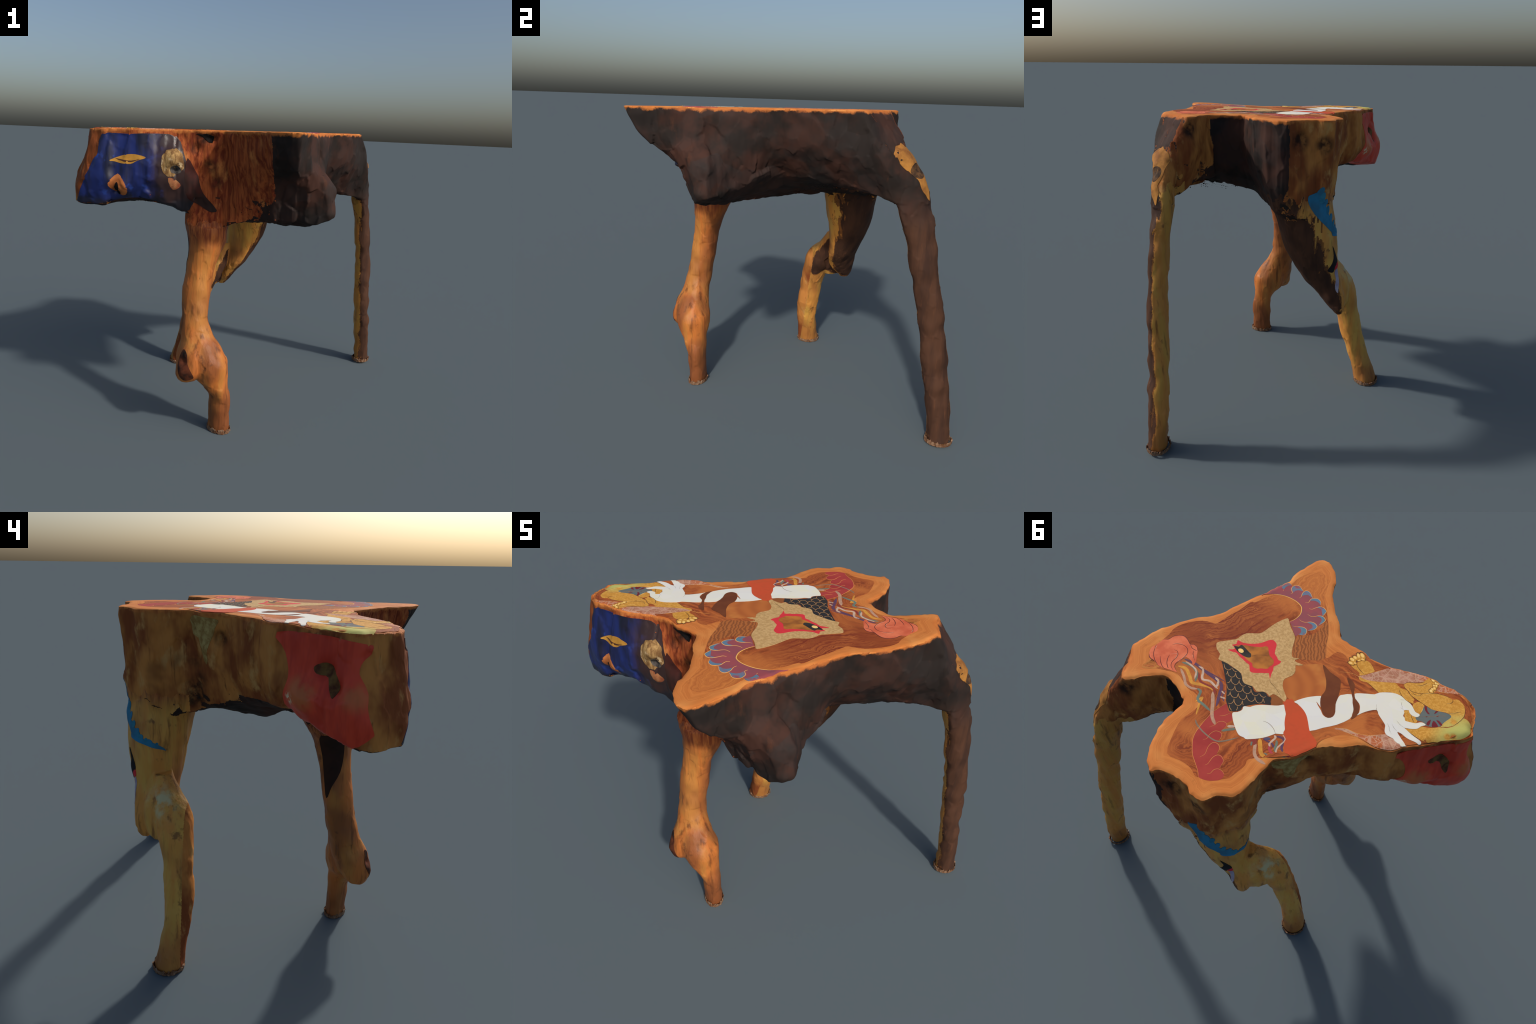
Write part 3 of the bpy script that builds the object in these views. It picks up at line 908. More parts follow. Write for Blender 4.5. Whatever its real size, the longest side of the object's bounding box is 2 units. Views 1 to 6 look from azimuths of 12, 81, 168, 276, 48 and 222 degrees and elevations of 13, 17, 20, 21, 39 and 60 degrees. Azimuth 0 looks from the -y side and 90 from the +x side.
# ---------------------------------------------------------------- painted motifs: control points on the slab, in metres
PAINT = {}
PAINT['heartwood'] = [
    (0.684, 0.126), (0.698, 0.077), (0.683, 0.005), (0.632, -0.076), (0.567, -0.114), (0.558, -0.145), (0.554, -0.222), (0.547, -0.287),
    (0.546, -0.379), (0.528, -0.398), (0.511, -0.476), (0.478, -0.573), (0.482, -0.656), (0.49, -0.744), (0.461, -0.84), (0.406, -0.873),
    (0.335, -0.834), (0.297, -0.761), (0.223, -0.683), (0.097, -0.563), (0.048, -0.501), (-0.005, -0.419), (-0.053, -0.375), (-0.063, -0.451),
    (-0.116, -0.465), (-0.194, -0.427), (-0.136, -0.489), (-0.178, -0.572), (-0.255, -0.545), (-0.366, -0.586), (-0.489, -0.642), (-0.639, -0.682),
    (-0.732, -0.691), (-0.804, -0.668), (-0.873, -0.565), (-0.841, -0.427), (-0.794, -0.358), (-0.751, -0.287), (-0.7, -0.215), (-0.669, -0.162),
    (-0.6, -0.115), (-0.538, -0.1), (-0.484, -0.084), (-0.432, -0.037), (-0.399, 0.023), (-0.389, 0.06), (-0.393, 0.094), (-0.392, 0.126),
    (-0.379, 0.168), (-0.343, 0.221), (-0.296, 0.281), (-0.268, 0.313), (-0.211, 0.381), (-0.224, 0.419), (-0.223, 0.47), (-0.22, 0.517),
    (-0.198, 0.554), (-0.166, 0.591), (-0.124, 0.613), (-0.099, 0.628), (-0.053, 0.615), (-0.012, 0.616), (0.019, 0.622), (0.095, 0.639),
    (0.158, 0.545), (0.196, 0.462), (0.195, 0.394), (0.204, 0.334), (0.263, 0.299), (0.327, 0.305), (0.402, 0.284), (0.454, 0.285), (0.531, 0.326),
    (0.61, 0.375), (0.608, 0.315), (0.667, 0.231),
]
PAINT['arm_upper'] = [
    (0.044, 0.248), (0.007, 0.279), (-0.036, 0.303), (-0.075, 0.318), (-0.104, 0.311), (-0.124, 0.306), (-0.173, 0.245), (-0.198, 0.188),
    (-0.198, 0.184), (-0.229, 0.157), (-0.221, 0.143), (-0.215, 0.13), (-0.187, 0.103), (-0.165, 0.075), (-0.152, 0.057), (-0.128, 0.039),
    (-0.107, 0.022), (-0.09, 0.046), (-0.067, 0.068), (-0.03, 0.101), (-0.004, 0.132), (0.007, 0.158), (-0.006, 0.132), (0.007, 0.157),
    (0.033, 0.177), (0.023, 0.199), (0.03, 0.226),
]
PAINT['arm_middle'] = [
    (-0.13, -0.03), (-0.146, -0.076), (-0.171, -0.119), (-0.204, -0.158), (-0.213, -0.143), (-0.237, -0.126), (-0.27, -0.123), (-0.277, -0.113),
    (-0.269, -0.105), (-0.247, -0.104), (-0.211, -0.114), (-0.23, -0.102), (-0.267, -0.087), (-0.293, -0.073), (-0.323, -0.078), (-0.336, -0.103),
    (-0.325, -0.134), (-0.294, -0.172), (-0.279, -0.205), (-0.272, -0.23), (-0.28, -0.246), (-0.311, -0.282), (-0.351, -0.242), (-0.381, -0.214),
    (-0.395, -0.187), (-0.406, -0.153), (-0.383, -0.079), (-0.345, -0.014), (-0.31, 0.049), (-0.273, 0.021), (-0.227, -0.013), (-0.194, -0.025),
    (-0.15, -0.033),
]
PAINT['hand'] = [
    (-0.324, -0.292), (-0.342, -0.275), (-0.378, -0.264), (-0.397, -0.248), (-0.415, -0.219), (-0.418, -0.197), (-0.427, -0.226), (-0.443, -0.263),
    (-0.469, -0.298), (-0.49, -0.284), (-0.517, -0.272), (-0.554, -0.257), (-0.565, -0.247), (-0.579, -0.224), (-0.595, -0.213), (-0.614, -0.212),
    (-0.638, -0.217), (-0.653, -0.212), (-0.673, -0.21), (-0.681, -0.214), (-0.704, -0.205), (-0.713, -0.209), (-0.712, -0.223), (-0.701, -0.233),
    (-0.675, -0.243), (-0.654, -0.252), (-0.629, -0.264), (-0.652, -0.271), (-0.674, -0.269), (-0.701, -0.271), (-0.727, -0.279), (-0.744, -0.282),
    (-0.752, -0.282), (-0.758, -0.291), (-0.753, -0.302), (-0.736, -0.304), (-0.717, -0.303), (-0.688, -0.304), (-0.656, -0.308), (-0.64, -0.311),
    (-0.661, -0.324), (-0.685, -0.346), (-0.693, -0.362), (-0.695, -0.381), (-0.707, -0.399), (-0.703, -0.406), (-0.687, -0.404), (-0.675, -0.393),
    (-0.664, -0.375), (-0.647, -0.364), (-0.627, -0.353), (-0.614, -0.35), (-0.603, -0.362), (-0.59, -0.366), (-0.582, -0.387), (-0.571, -0.397),
    (-0.588, -0.416), (-0.598, -0.408), (-0.619, -0.401), (-0.64, -0.407), (-0.649, -0.417), (-0.649, -0.431), (-0.64, -0.435), (-0.621, -0.432),
    (-0.602, -0.441), (-0.587, -0.45), (-0.565, -0.457), (-0.536, -0.457), (-0.511, -0.462), (-0.484, -0.458), (-0.459, -0.446), (-0.437, -0.428),
    (-0.409, -0.398), (-0.397, -0.369), (-0.368, -0.345), (-0.335, -0.316), (-0.322, -0.3),
]
PAINT['tan_patch'] = [
    (0.445, -0.011), (0.447, -0.036), (0.396, -0.115), (0.395, -0.144), (0.387, -0.187), (0.352, -0.223), (0.33, -0.252), (0.328, -0.311),
    (0.325, -0.371), (0.308, -0.439), (0.283, -0.429), (0.241, -0.4), (0.195, -0.377), (0.166, -0.352), (0.135, -0.302), (0.101, -0.256),
    (0.078, -0.247), (0.051, -0.265), (0.061, -0.242), (0.05, -0.235), (0.032, -0.239), (0.004, -0.247), (0.02, -0.226), (0.033, -0.215),
    (0.006, -0.185), (-0.003, -0.15), (0.01, -0.105), (-0.006, -0.073), (-0.032, -0.05), (-0.071, -0.029), (-0.088, -0.016), (-0.095, 0.006),
    (-0.077, 0.006), (-0.048, 0.005), (-0.018, 0.013), (-0.016, 0.039), (0.001, 0.032), (0.031, 0.039), (0.055, 0.063), (0.093, 0.053),
    (0.134, 0.07), (0.162, 0.062), (0.198, 0.036), (0.248, 0.036), (0.294, 0.039), (0.335, 0.049), (0.359, 0.054), (0.379, 0.022), (0.415, 0.012),
]
PAINT['red_rim'] = [
    (0.385, -0.118), (0.358, -0.122), (0.327, -0.139), (0.296, -0.169), (0.279, -0.195), (0.268, -0.225), (0.259, -0.248), (0.242, -0.26),
    (0.211, -0.251), (0.193, -0.226), (0.171, -0.195), (0.145, -0.185), (0.124, -0.175), (0.107, -0.179), (0.102, -0.156), (0.109, -0.123),
    (0.096, -0.106), (0.088, -0.088), (0.076, -0.066), (0.065, -0.047), (0.095, -0.071), (0.108, -0.059), (0.127, -0.043), (0.154, -0.016),
    (0.178, -0.009), (0.21, -0.036), (0.23, -0.036), (0.266, -0.04), (0.295, -0.041), (0.321, -0.047), (0.343, -0.037), (0.37, -0.029),
    (0.363, -0.041), (0.35, -0.059), (0.363, -0.068), (0.382, -0.07), (0.37, -0.093),
]
PAINT['bare_hollow'] = [
    (0.326, -0.122), (0.301, -0.137), (0.278, -0.155), (0.255, -0.176), (0.243, -0.196), (0.227, -0.199), (0.205, -0.181), (0.181, -0.164),
    (0.151, -0.158), (0.134, -0.149), (0.123, -0.129), (0.125, -0.107), (0.124, -0.087), (0.149, -0.065), (0.161, -0.05), (0.18, -0.041),
    (0.195, -0.045), (0.206, -0.055), (0.226, -0.055), (0.248, -0.054), (0.284, -0.058), (0.316, -0.057), (0.342, -0.063), (0.364, -0.072),
    (0.354, -0.094),
]
PAINT['knot'] = [
    (0.369, -0.073), (0.345, -0.086), (0.344, -0.108), (0.31, -0.106), (0.275, -0.1), (0.26, -0.099), (0.245, -0.082), (0.254, -0.068),
    (0.278, -0.059), (0.3, -0.058), (0.33, -0.059),
]
PAINT['knot_gold'] = [
    (0.333, -0.072), (0.328, -0.085), (0.312, -0.088), (0.299, -0.08), (0.301, -0.067), (0.317, -0.062),
]
PAINT['scale_patch'] = [
    (0.337, 0.051), (0.305, 0.041), (0.279, 0.04), (0.257, 0.038), (0.222, 0.033), (0.197, 0.038), (0.182, 0.047), (0.156, 0.066), (0.13, 0.069),
    (0.109, 0.052), (0.08, 0.062), (0.064, 0.07), (0.048, 0.063), (0.032, 0.041), (0.011, 0.035), (-0.01, 0.042), (-0.026, 0.035), (-0.041, 0.048),
    (-0.058, 0.073), (-0.02, 0.1), (0.012, 0.143), (0.035, 0.184), (0.026, 0.203), (0.038, 0.228), (0.063, 0.249), (0.08, 0.241), (0.125, 0.217),
    (0.165, 0.175), (0.217, 0.131), (0.269, 0.096), (0.313, 0.065),
]
PAINT['fan'] = [
    (0.547, -0.48), (0.508, -0.517), (0.474, -0.544), (0.434, -0.565), (0.387, -0.576), (0.348, -0.576), (0.314, -0.566), (0.292, -0.544),
    (0.276, -0.516), (0.271, -0.477), (0.274, -0.447), (0.28, -0.43), (0.259, -0.42), (0.23, -0.401), (0.181, -0.373), (0.175, -0.39),
    (0.149, -0.414), (0.151, -0.435), (0.162, -0.45), (0.147, -0.465), (0.138, -0.491), (0.141, -0.515), (0.136, -0.546), (0.139, -0.575),
    (0.148, -0.594), (0.175, -0.604), (0.178, -0.628), (0.187, -0.647), (0.211, -0.656), (0.237, -0.652), (0.263, -0.681), (0.289, -0.689),
    (0.316, -0.67), (0.344, -0.69), (0.369, -0.697), (0.382, -0.689), (0.392, -0.67), (0.415, -0.682), (0.44, -0.688), (0.457, -0.677),
    (0.467, -0.654), (0.509, -0.656), (0.526, -0.607), (0.54, -0.551),
]
PAINT['fan_tip0'] = [
    (0.514, -0.608), (0.505, -0.656), (0.47, -0.654), (0.486, -0.64), (0.491, -0.62), (0.486, -0.598),
]
PAINT['fan_tip1'] = [
    (0.457, -0.632), (0.465, -0.66), (0.454, -0.678), (0.434, -0.686), (0.41, -0.677), (0.394, -0.671), (0.421, -0.655), (0.429, -0.634),
    (0.43, -0.616),
]
PAINT['fan_tip2'] = [
    (0.386, -0.655), (0.387, -0.681), (0.373, -0.692), (0.351, -0.689), (0.33, -0.676), (0.318, -0.67), (0.343, -0.668), (0.363, -0.659),
    (0.373, -0.637),
]
PAINT['fan_tip3'] = [
    (0.314, -0.64), (0.316, -0.659), (0.304, -0.676), (0.287, -0.686), (0.262, -0.68), (0.245, -0.658), (0.268, -0.665), (0.291, -0.661),
    (0.304, -0.65),
]
PAINT['fan_tip4'] = [
    (0.244, -0.63), (0.236, -0.646), (0.217, -0.655), (0.188, -0.646), (0.18, -0.626), (0.177, -0.602), (0.195, -0.617), (0.217, -0.633),
    (0.232, -0.634),
]
PAINT['fan_tip5'] = [
    (0.196, -0.576), (0.188, -0.588), (0.17, -0.598), (0.146, -0.59), (0.139, -0.57), (0.144, -0.535), (0.156, -0.569), (0.175, -0.582),
]
PAINT['fan_tip6'] = [
    (0.204, -0.498), (0.191, -0.513), (0.171, -0.524), (0.143, -0.515), (0.14, -0.485), (0.158, -0.452), (0.156, -0.483), (0.172, -0.504),
]
PAINT['fan_tip7'] = [
    (0.217, -0.431), (0.206, -0.444), (0.187, -0.456), (0.163, -0.449), (0.149, -0.416), (0.173, -0.396), (0.178, -0.417), (0.198, -0.434),
]
PAINT['red_plume'] = [
    (0.109, 0.228), (0.115, 0.263), (0.119, 0.313), (0.112, 0.363), (0.1, 0.417), (0.086, 0.463), (0.064, 0.5), (0.032, 0.532), (-0.003, 0.559),
    (-0.047, 0.581), (-0.087, 0.601), (-0.113, 0.62), (-0.149, 0.608), (-0.177, 0.585), (-0.198, 0.554), (-0.188, 0.524), (-0.159, 0.518),
    (-0.147, 0.516), (-0.139, 0.483), (-0.122, 0.465), (-0.098, 0.461), (-0.081, 0.471), (-0.067, 0.443), (-0.042, 0.426), (-0.028, 0.413),
    (-0.02, 0.384), (-0.007, 0.37), (0.005, 0.365), (0.006, 0.328), (0.018, 0.312), (0.013, 0.274), (0.049, 0.253), (0.067, 0.254), (0.092, 0.24),
]
PAINT['cloud'] = [
    (0.651, 0.297), (0.676, 0.259), (0.674, 0.221), (0.675, 0.172), (0.657, 0.153), (0.655, 0.12), (0.639, 0.092), (0.613, 0.076), (0.58, 0.08),
    (0.547, 0.091), (0.53, 0.079), (0.506, 0.079), (0.484, 0.093), (0.459, 0.121), (0.431, 0.151), (0.423, 0.181), (0.448, 0.168), (0.48, 0.167),
    (0.494, 0.176), (0.493, 0.214), (0.496, 0.236), (0.481, 0.259), (0.448, 0.273), (0.467, 0.283), (0.491, 0.293), (0.531, 0.31), (0.558, 0.314),
    (0.594, 0.307), (0.621, 0.311),
]
PAINT['sash'] = [
    (-0.089, 0.01), (-0.091, -0.007), (-0.113, -0.034), (-0.132, -0.03), (-0.152, -0.024), (-0.163, -0.031), (-0.201, -0.025), (-0.236, -0.01),
    (-0.272, 0.017), (-0.306, 0.045), (-0.333, 0.057), (-0.378, 0.072), (-0.4, 0.105), (-0.394, 0.132), (-0.383, 0.173), (-0.363, 0.206),
    (-0.346, 0.225), (-0.326, 0.226), (-0.309, 0.231), (-0.27, 0.194), (-0.259, 0.17), (-0.235, 0.16), (-0.222, 0.147), (-0.215, 0.13),
    (-0.187, 0.103), (-0.165, 0.075), (-0.152, 0.057), (-0.128, 0.039), (-0.107, 0.022),
]
PAINT['foot_sole'] = [
    (-0.243, -0.427), (-0.186, -0.43), (-0.188, -0.446), (-0.195, -0.461), (-0.192, -0.475), (-0.201, -0.5), (-0.22, -0.519), (-0.247, -0.521),
    (-0.286, -0.502), (-0.299, -0.487), (-0.283, -0.455), (-0.274, -0.434), (-0.257, -0.413),
]
PAINT['shin_gold'] = [
    (-0.26, -0.406), (-0.28, -0.388), (-0.31, -0.4), (-0.321, -0.403), (-0.403, -0.394), (-0.421, -0.414), (-0.451, -0.443), (-0.487, -0.452),
    (-0.526, -0.456), (-0.578, -0.466), (-0.57, -0.482), (-0.567, -0.494), (-0.522, -0.506), (-0.507, -0.515), (-0.485, -0.51), (-0.465, -0.503),
    (-0.429, -0.51), (-0.41, -0.496), (-0.357, -0.451), (-0.316, -0.419), (-0.281, -0.408),
]
PAINT['thigh_gold'] = [
    (-0.467, -0.533), (-0.474, -0.562), (-0.51, -0.593), (-0.531, -0.623), (-0.536, -0.663), (-0.551, -0.672), (-0.577, -0.677), (-0.597, -0.678),
    (-0.609, -0.647), (-0.615, -0.622), (-0.616, -0.605), (-0.637, -0.617), (-0.675, -0.634), (-0.7, -0.639), (-0.715, -0.641), (-0.731, -0.659),
    (-0.757, -0.657), (-0.785, -0.645), (-0.806, -0.619), (-0.821, -0.588), (-0.824, -0.546), (-0.815, -0.507), (-0.8, -0.482), (-0.771, -0.45),
    (-0.766, -0.486), (-0.773, -0.533), (-0.763, -0.547), (-0.737, -0.544), (-0.703, -0.523), (-0.666, -0.506), (-0.626, -0.504), (-0.577, -0.502),
    (-0.539, -0.503), (-0.514, -0.514), (-0.489, -0.519),
]
PAINT['lap_gold'] = [
    (-0.644, -0.308), (-0.662, -0.323), (-0.686, -0.345), (-0.694, -0.362), (-0.696, -0.381), (-0.728, -0.398), (-0.763, -0.439), (-0.797, -0.47),
    (-0.815, -0.502), (-0.822, -0.549), (-0.822, -0.578), (-0.846, -0.584), (-0.871, -0.576), (-0.887, -0.564), (-0.9, -0.532), (-0.892, -0.486),
    (-0.861, -0.435), (-0.825, -0.385), (-0.802, -0.351), (-0.767, -0.322), (-0.733, -0.309), (-0.686, -0.306),
]
PAINT['hip_gold'] = [
    (-0.582, -0.387), (-0.571, -0.397), (-0.588, -0.416), (-0.619, -0.401), (-0.64, -0.407), (-0.651, -0.419), (-0.649, -0.431), (-0.636, -0.435),
    (-0.614, -0.436), (-0.596, -0.447), (-0.582, -0.462), (-0.593, -0.498), (-0.63, -0.499), (-0.64, -0.463), (-0.647, -0.441), (-0.643, -0.402),
    (-0.66, -0.396), (-0.663, -0.376), (-0.647, -0.364), (-0.627, -0.353), (-0.614, -0.35), (-0.603, -0.362),
]
PAINT['lotus_sheet'] = [
    (-0.643, -0.402), (-0.645, -0.439), (-0.64, -0.463), (-0.63, -0.499), (-0.666, -0.506), (-0.703, -0.523), (-0.739, -0.542), (-0.763, -0.547),
    (-0.773, -0.533), (-0.766, -0.486), (-0.77, -0.457), (-0.735, -0.416), (-0.709, -0.401), (-0.699, -0.407), (-0.681, -0.407), (-0.66, -0.396),
]
PAINT['petal0'] = [
    (-0.633, -0.497), (-0.641, -0.504), (-0.661, -0.484), (-0.681, -0.475), (-0.672, -0.469), (-0.649, -0.478),
]
PAINT['petal1'] = [
    (-0.702, -0.522), (-0.693, -0.513), (-0.698, -0.492), (-0.702, -0.507),
]
PAINT['petal2'] = [
    (-0.707, -0.41), (-0.702, -0.428), (-0.707, -0.449), (-0.721, -0.413),
]
PAINT['petal3'] = [
    (-0.737, -0.418), (-0.722, -0.442), (-0.723, -0.455), (-0.742, -0.451), (-0.758, -0.439),
]
PAINT['petal4'] = [
    (-0.729, -0.467), (-0.742, -0.474), (-0.768, -0.466), (-0.764, -0.455), (-0.742, -0.462),
]
PAINT['petal5'] = [
    (-0.676, -0.447), (-0.682, -0.456), (-0.681, -0.446),
]
PAINT['petal6'] = [
    (-0.715, -0.486), (-0.721, -0.501), (-0.721, -0.49),
]
PAINT['netting'] = [
    (-0.258, -0.404), (-0.279, -0.438), (-0.302, -0.487), (-0.325, -0.536), (-0.349, -0.586), (-0.373, -0.6), (-0.415, -0.631), (-0.467, -0.649),
    (-0.533, -0.665), (-0.536, -0.637), (-0.507, -0.595), (-0.478, -0.565), (-0.464, -0.538), (-0.431, -0.514), (-0.357, -0.451), (-0.306, -0.415),
    (-0.274, -0.401),
]
PAINT['netting_b'] = [
    (-0.597, -0.678), (-0.642, -0.693), (-0.694, -0.708), (-0.729, -0.71), (-0.695, -0.676), (-0.645, -0.64), (-0.612, -0.622), (-0.609, -0.647),
]
PAINT['netting_c'] = [
    (-0.386, -0.049), (-0.434, -0.094), (-0.488, -0.11), (-0.541, -0.147), (-0.597, -0.212), (-0.617, -0.207), (-0.636, -0.215), (-0.696, -0.211),
    (-0.706, -0.208), (-0.673, -0.156), (-0.603, -0.112), (-0.533, -0.106), (-0.475, -0.086), (-0.422, -0.068),
]
PAINT['stain'] = [
    (-0.069, -0.325), (-0.134, -0.315), (-0.197, -0.316), (-0.224, -0.294), (-0.262, -0.235), (-0.294, -0.172), (-0.324, -0.133), (-0.333, -0.102),
    (-0.322, -0.08), (-0.292, -0.078), (-0.243, -0.109), (-0.207, -0.155), (-0.195, -0.203), (-0.152, -0.258),
]
PAINT['stain_b'] = [
    (-0.22, -0.352), (-0.277, -0.348), (-0.319, -0.293), (-0.373, -0.265), (-0.402, -0.235), (-0.42, -0.198), (-0.413, -0.155), (-0.394, -0.193),
    (-0.352, -0.243), (-0.304, -0.29),
]
PAINT['figured'] = [
    (0.177, -0.368), (0.135, -0.425), (0.115, -0.488), (0.132, -0.585), (0.071, -0.533), (0.015, -0.452), (-0.047, -0.361), (0.013, -0.291),
    (0.04, -0.268), (0.083, -0.242), (0.107, -0.263), (0.138, -0.312), (0.166, -0.352),
]
PAINT['heart_pool'] = [
    (0.01, -0.105), (-0.003, -0.15), (0.006, -0.185), (0.028, -0.214), (-0.074, -0.33), (-0.152, -0.258), (-0.195, -0.203), (-0.204, -0.158),
    (-0.146, -0.076), (-0.128, -0.028), (-0.071, -0.029), (-0.032, -0.05), (-0.006, -0.073),
]
PAINT['brown_dot'] = [
    (-0.024, 0.028), (-0.036, 0.007), (-0.064, 0.001), (-0.086, 0.012), (-0.096, 0.031), (-0.059, 0.068),
]
PAINT['cloud_shade'] = [
    (0.621, 0.311), (0.594, 0.307), (0.558, 0.314), (0.533, 0.318), (0.567, 0.362), (0.597, 0.383), (0.611, 0.378), (0.613, 0.351),
]
STROKES = {}
STROKES['fan_line'] = [
    dict(width=0.0059, path=[(0.43, -0.598), (0.431, -0.615), (0.457, -0.632), (0.465, -0.66), (0.455, -0.679), (0.434, -0.686), (0.409, -0.676), (0.392, -0.67),]),
    dict(width=0.0059, path=[(0.371, -0.61), (0.372, -0.629), (0.386, -0.655), (0.387, -0.681), (0.373, -0.692), (0.351, -0.689), (0.33, -0.676), (0.316, -0.67),]),
    dict(width=0.0059, path=[(0.321, -0.607), (0.309, -0.622), (0.316, -0.655), (0.304, -0.676), (0.287, -0.686), (0.262, -0.68), (0.243, -0.657),]),
    dict(width=0.0059, path=[(0.272, -0.587), (0.256, -0.597), (0.249, -0.619), (0.238, -0.645), (0.217, -0.655), (0.188, -0.646), (0.18, -0.626), (0.176, -0.6),]),
    dict(width=0.0059, path=[(0.248, -0.548), (0.223, -0.549), (0.208, -0.561), (0.193, -0.586), (0.17, -0.598), (0.146, -0.59), (0.139, -0.57), (0.144, -0.527),]),
    dict(width=0.0059, path=[(0.252, -0.481), (0.23, -0.482), (0.211, -0.493), (0.193, -0.515), (0.171, -0.524), (0.143, -0.515), (0.139, -0.484), (0.158, -0.452),]),
    dict(width=0.0059, path=[(0.245, -0.417), (0.225, -0.428), (0.208, -0.445), (0.187, -0.456), (0.163, -0.449), (0.149, -0.416), (0.175, -0.39),]),
    dict(width=0.0051, path=[(0.524, -0.604), (0.506, -0.598), (0.486, -0.596), (0.48, -0.584),]),
    dict(width=0.0076, path=[(0.537, -0.49), (0.508, -0.517), (0.474, -0.544), (0.434, -0.565), (0.387, -0.576), (0.348, -0.576), (0.314, -0.566), (0.292, -0.544),
    (0.276, -0.516), (0.271, -0.477), (0.274, -0.447), (0.28, -0.43),]),
]
STROKES['plume_line'] = [
    dict(width=0.0042, path=[(0.109, 0.228), (0.115, 0.263), (0.119, 0.313), (0.112, 0.363), (0.1, 0.417), (0.086, 0.463), (0.064, 0.5), (0.032, 0.532), (-0.003, 0.559),
    (-0.047, 0.581), (-0.087, 0.601), (-0.113, 0.62),]),
    dict(width=0.0042, path=[(0.063, 0.391), (0.053, 0.364), (0.055, 0.345), (0.048, 0.326), (0.031, 0.315), (0.009, 0.32), (0.001, 0.364),]),
    dict(width=0.0042, path=[(0.03, 0.463), (0.021, 0.446), (0.029, 0.417), (0.026, 0.389), (0.009, 0.375), (-0.012, 0.375), (-0.026, 0.394), (-0.029, 0.41),]),
    dict(width=0.0042, path=[(-0.035, 0.542), (-0.039, 0.512), (-0.02, 0.474), (-0.017, 0.446), (-0.029, 0.431), (-0.052, 0.431), (-0.069, 0.445), (-0.08, 0.468),]),
    dict(width=0.0042, path=[(-0.086, 0.555), (-0.09, 0.538), (-0.081, 0.501), (-0.086, 0.475), (-0.103, 0.466), (-0.129, 0.473), (-0.14, 0.492), (-0.147, 0.516),]),
    dict(width=0.0042, path=[(-0.129, 0.581), (-0.138, 0.567), (-0.136, 0.542), (-0.147, 0.524), (-0.169, 0.519), (-0.188, 0.524),]),
    dict(width=0.0042, path=[(0.077, 0.307), (0.062, 0.29), (0.051, 0.256),]),
]
STROKES['cloud_line'] = [
    dict(width=0.0042, path=[(0.612, 0.164), (0.598, 0.141), (0.569, 0.124), (0.539, 0.123), (0.514, 0.138), (0.501, 0.163), (0.497, 0.194), (0.498, 0.224), (0.493, 0.248),
    (0.475, 0.263), (0.451, 0.271),]),
    dict(width=0.0042, path=[(0.577, 0.183), (0.561, 0.176), (0.541, 0.185), (0.526, 0.209), (0.522, 0.234), (0.514, 0.255), (0.497, 0.271), (0.468, 0.28),]),
    dict(width=0.0042, path=[(0.567, 0.222), (0.554, 0.247), (0.531, 0.272), (0.5, 0.289), (0.476, 0.293),]),
    dict(width=0.0042, path=[(0.595, 0.265), (0.571, 0.284), (0.536, 0.302), (0.506, 0.304),]),
    dict(width=0.0042, path=[(0.673, 0.226), (0.643, 0.27), (0.604, 0.299), (0.558, 0.314),]),
    dict(width=0.0042, path=[(0.547, 0.091), (0.519, 0.103), (0.497, 0.101), (0.485, 0.098),]),
    dict(width=0.0042, path=[(0.497, 0.11), (0.479, 0.131), (0.442, 0.153),]),
    dict(width=0.0042, path=[(0.675, 0.172), (0.657, 0.153), (0.655, 0.12), (0.639, 0.092), (0.613, 0.076), (0.58, 0.08), (0.547, 0.091), (0.53, 0.079), (0.506, 0.079),
    (0.484, 0.093),]),
    dict(width=0.0042, path=[(0.651, 0.297), (0.633, 0.309), (0.612, 0.312), (0.591, 0.31),]),
]
STROKES['cloud_light'] = [
    dict(width=0.0034, path=[(0.613, 0.159), (0.6, 0.136), (0.573, 0.121),]),
    dict(width=0.0034, path=[(0.509, 0.147), (0.502, 0.169), (0.499, 0.199), (0.501, 0.225),]),
    dict(width=0.0034, path=[(0.566, 0.216), (0.544, 0.188), (0.528, 0.211), (0.522, 0.237),]),
    dict(width=0.0034, path=[(0.495, 0.113), (0.477, 0.134), (0.449, 0.15),]),
    dict(width=0.0034, path=[(0.668, 0.226), (0.655, 0.252),]),
]
STROKES['vein_gold'] = [
    dict(width=0.0297, path=[(0.474, 0.242), (0.432, 0.224), (0.378, 0.244), (0.336, 0.263), (0.293, 0.238), (0.248, 0.216), (0.22, 0.219),]),
    dict(width=0.0165, path=[(0.23, 0.335), (0.226, 0.29), (0.208, 0.324), (0.167, 0.386),]),
    dict(width=0.0330, path=[(-0.165, 0.259), (-0.197, 0.288), (-0.232, 0.316), (-0.272, 0.317),]),
]
STROKES['vein_pink'] = [
    dict(width=0.0231, path=[(0.451, 0.244), (0.399, 0.266), (0.353, 0.293), (0.315, 0.291), (0.285, 0.272),]),
    dict(width=0.0297, path=[(0.216, 0.227), (0.161, 0.277), (0.104, 0.334), (0.052, 0.36),]),
    dict(width=0.0264, path=[(-0.171, 0.294), (-0.188, 0.318), (-0.211, 0.341), (-0.242, 0.351), (-0.289, 0.345),]),
]
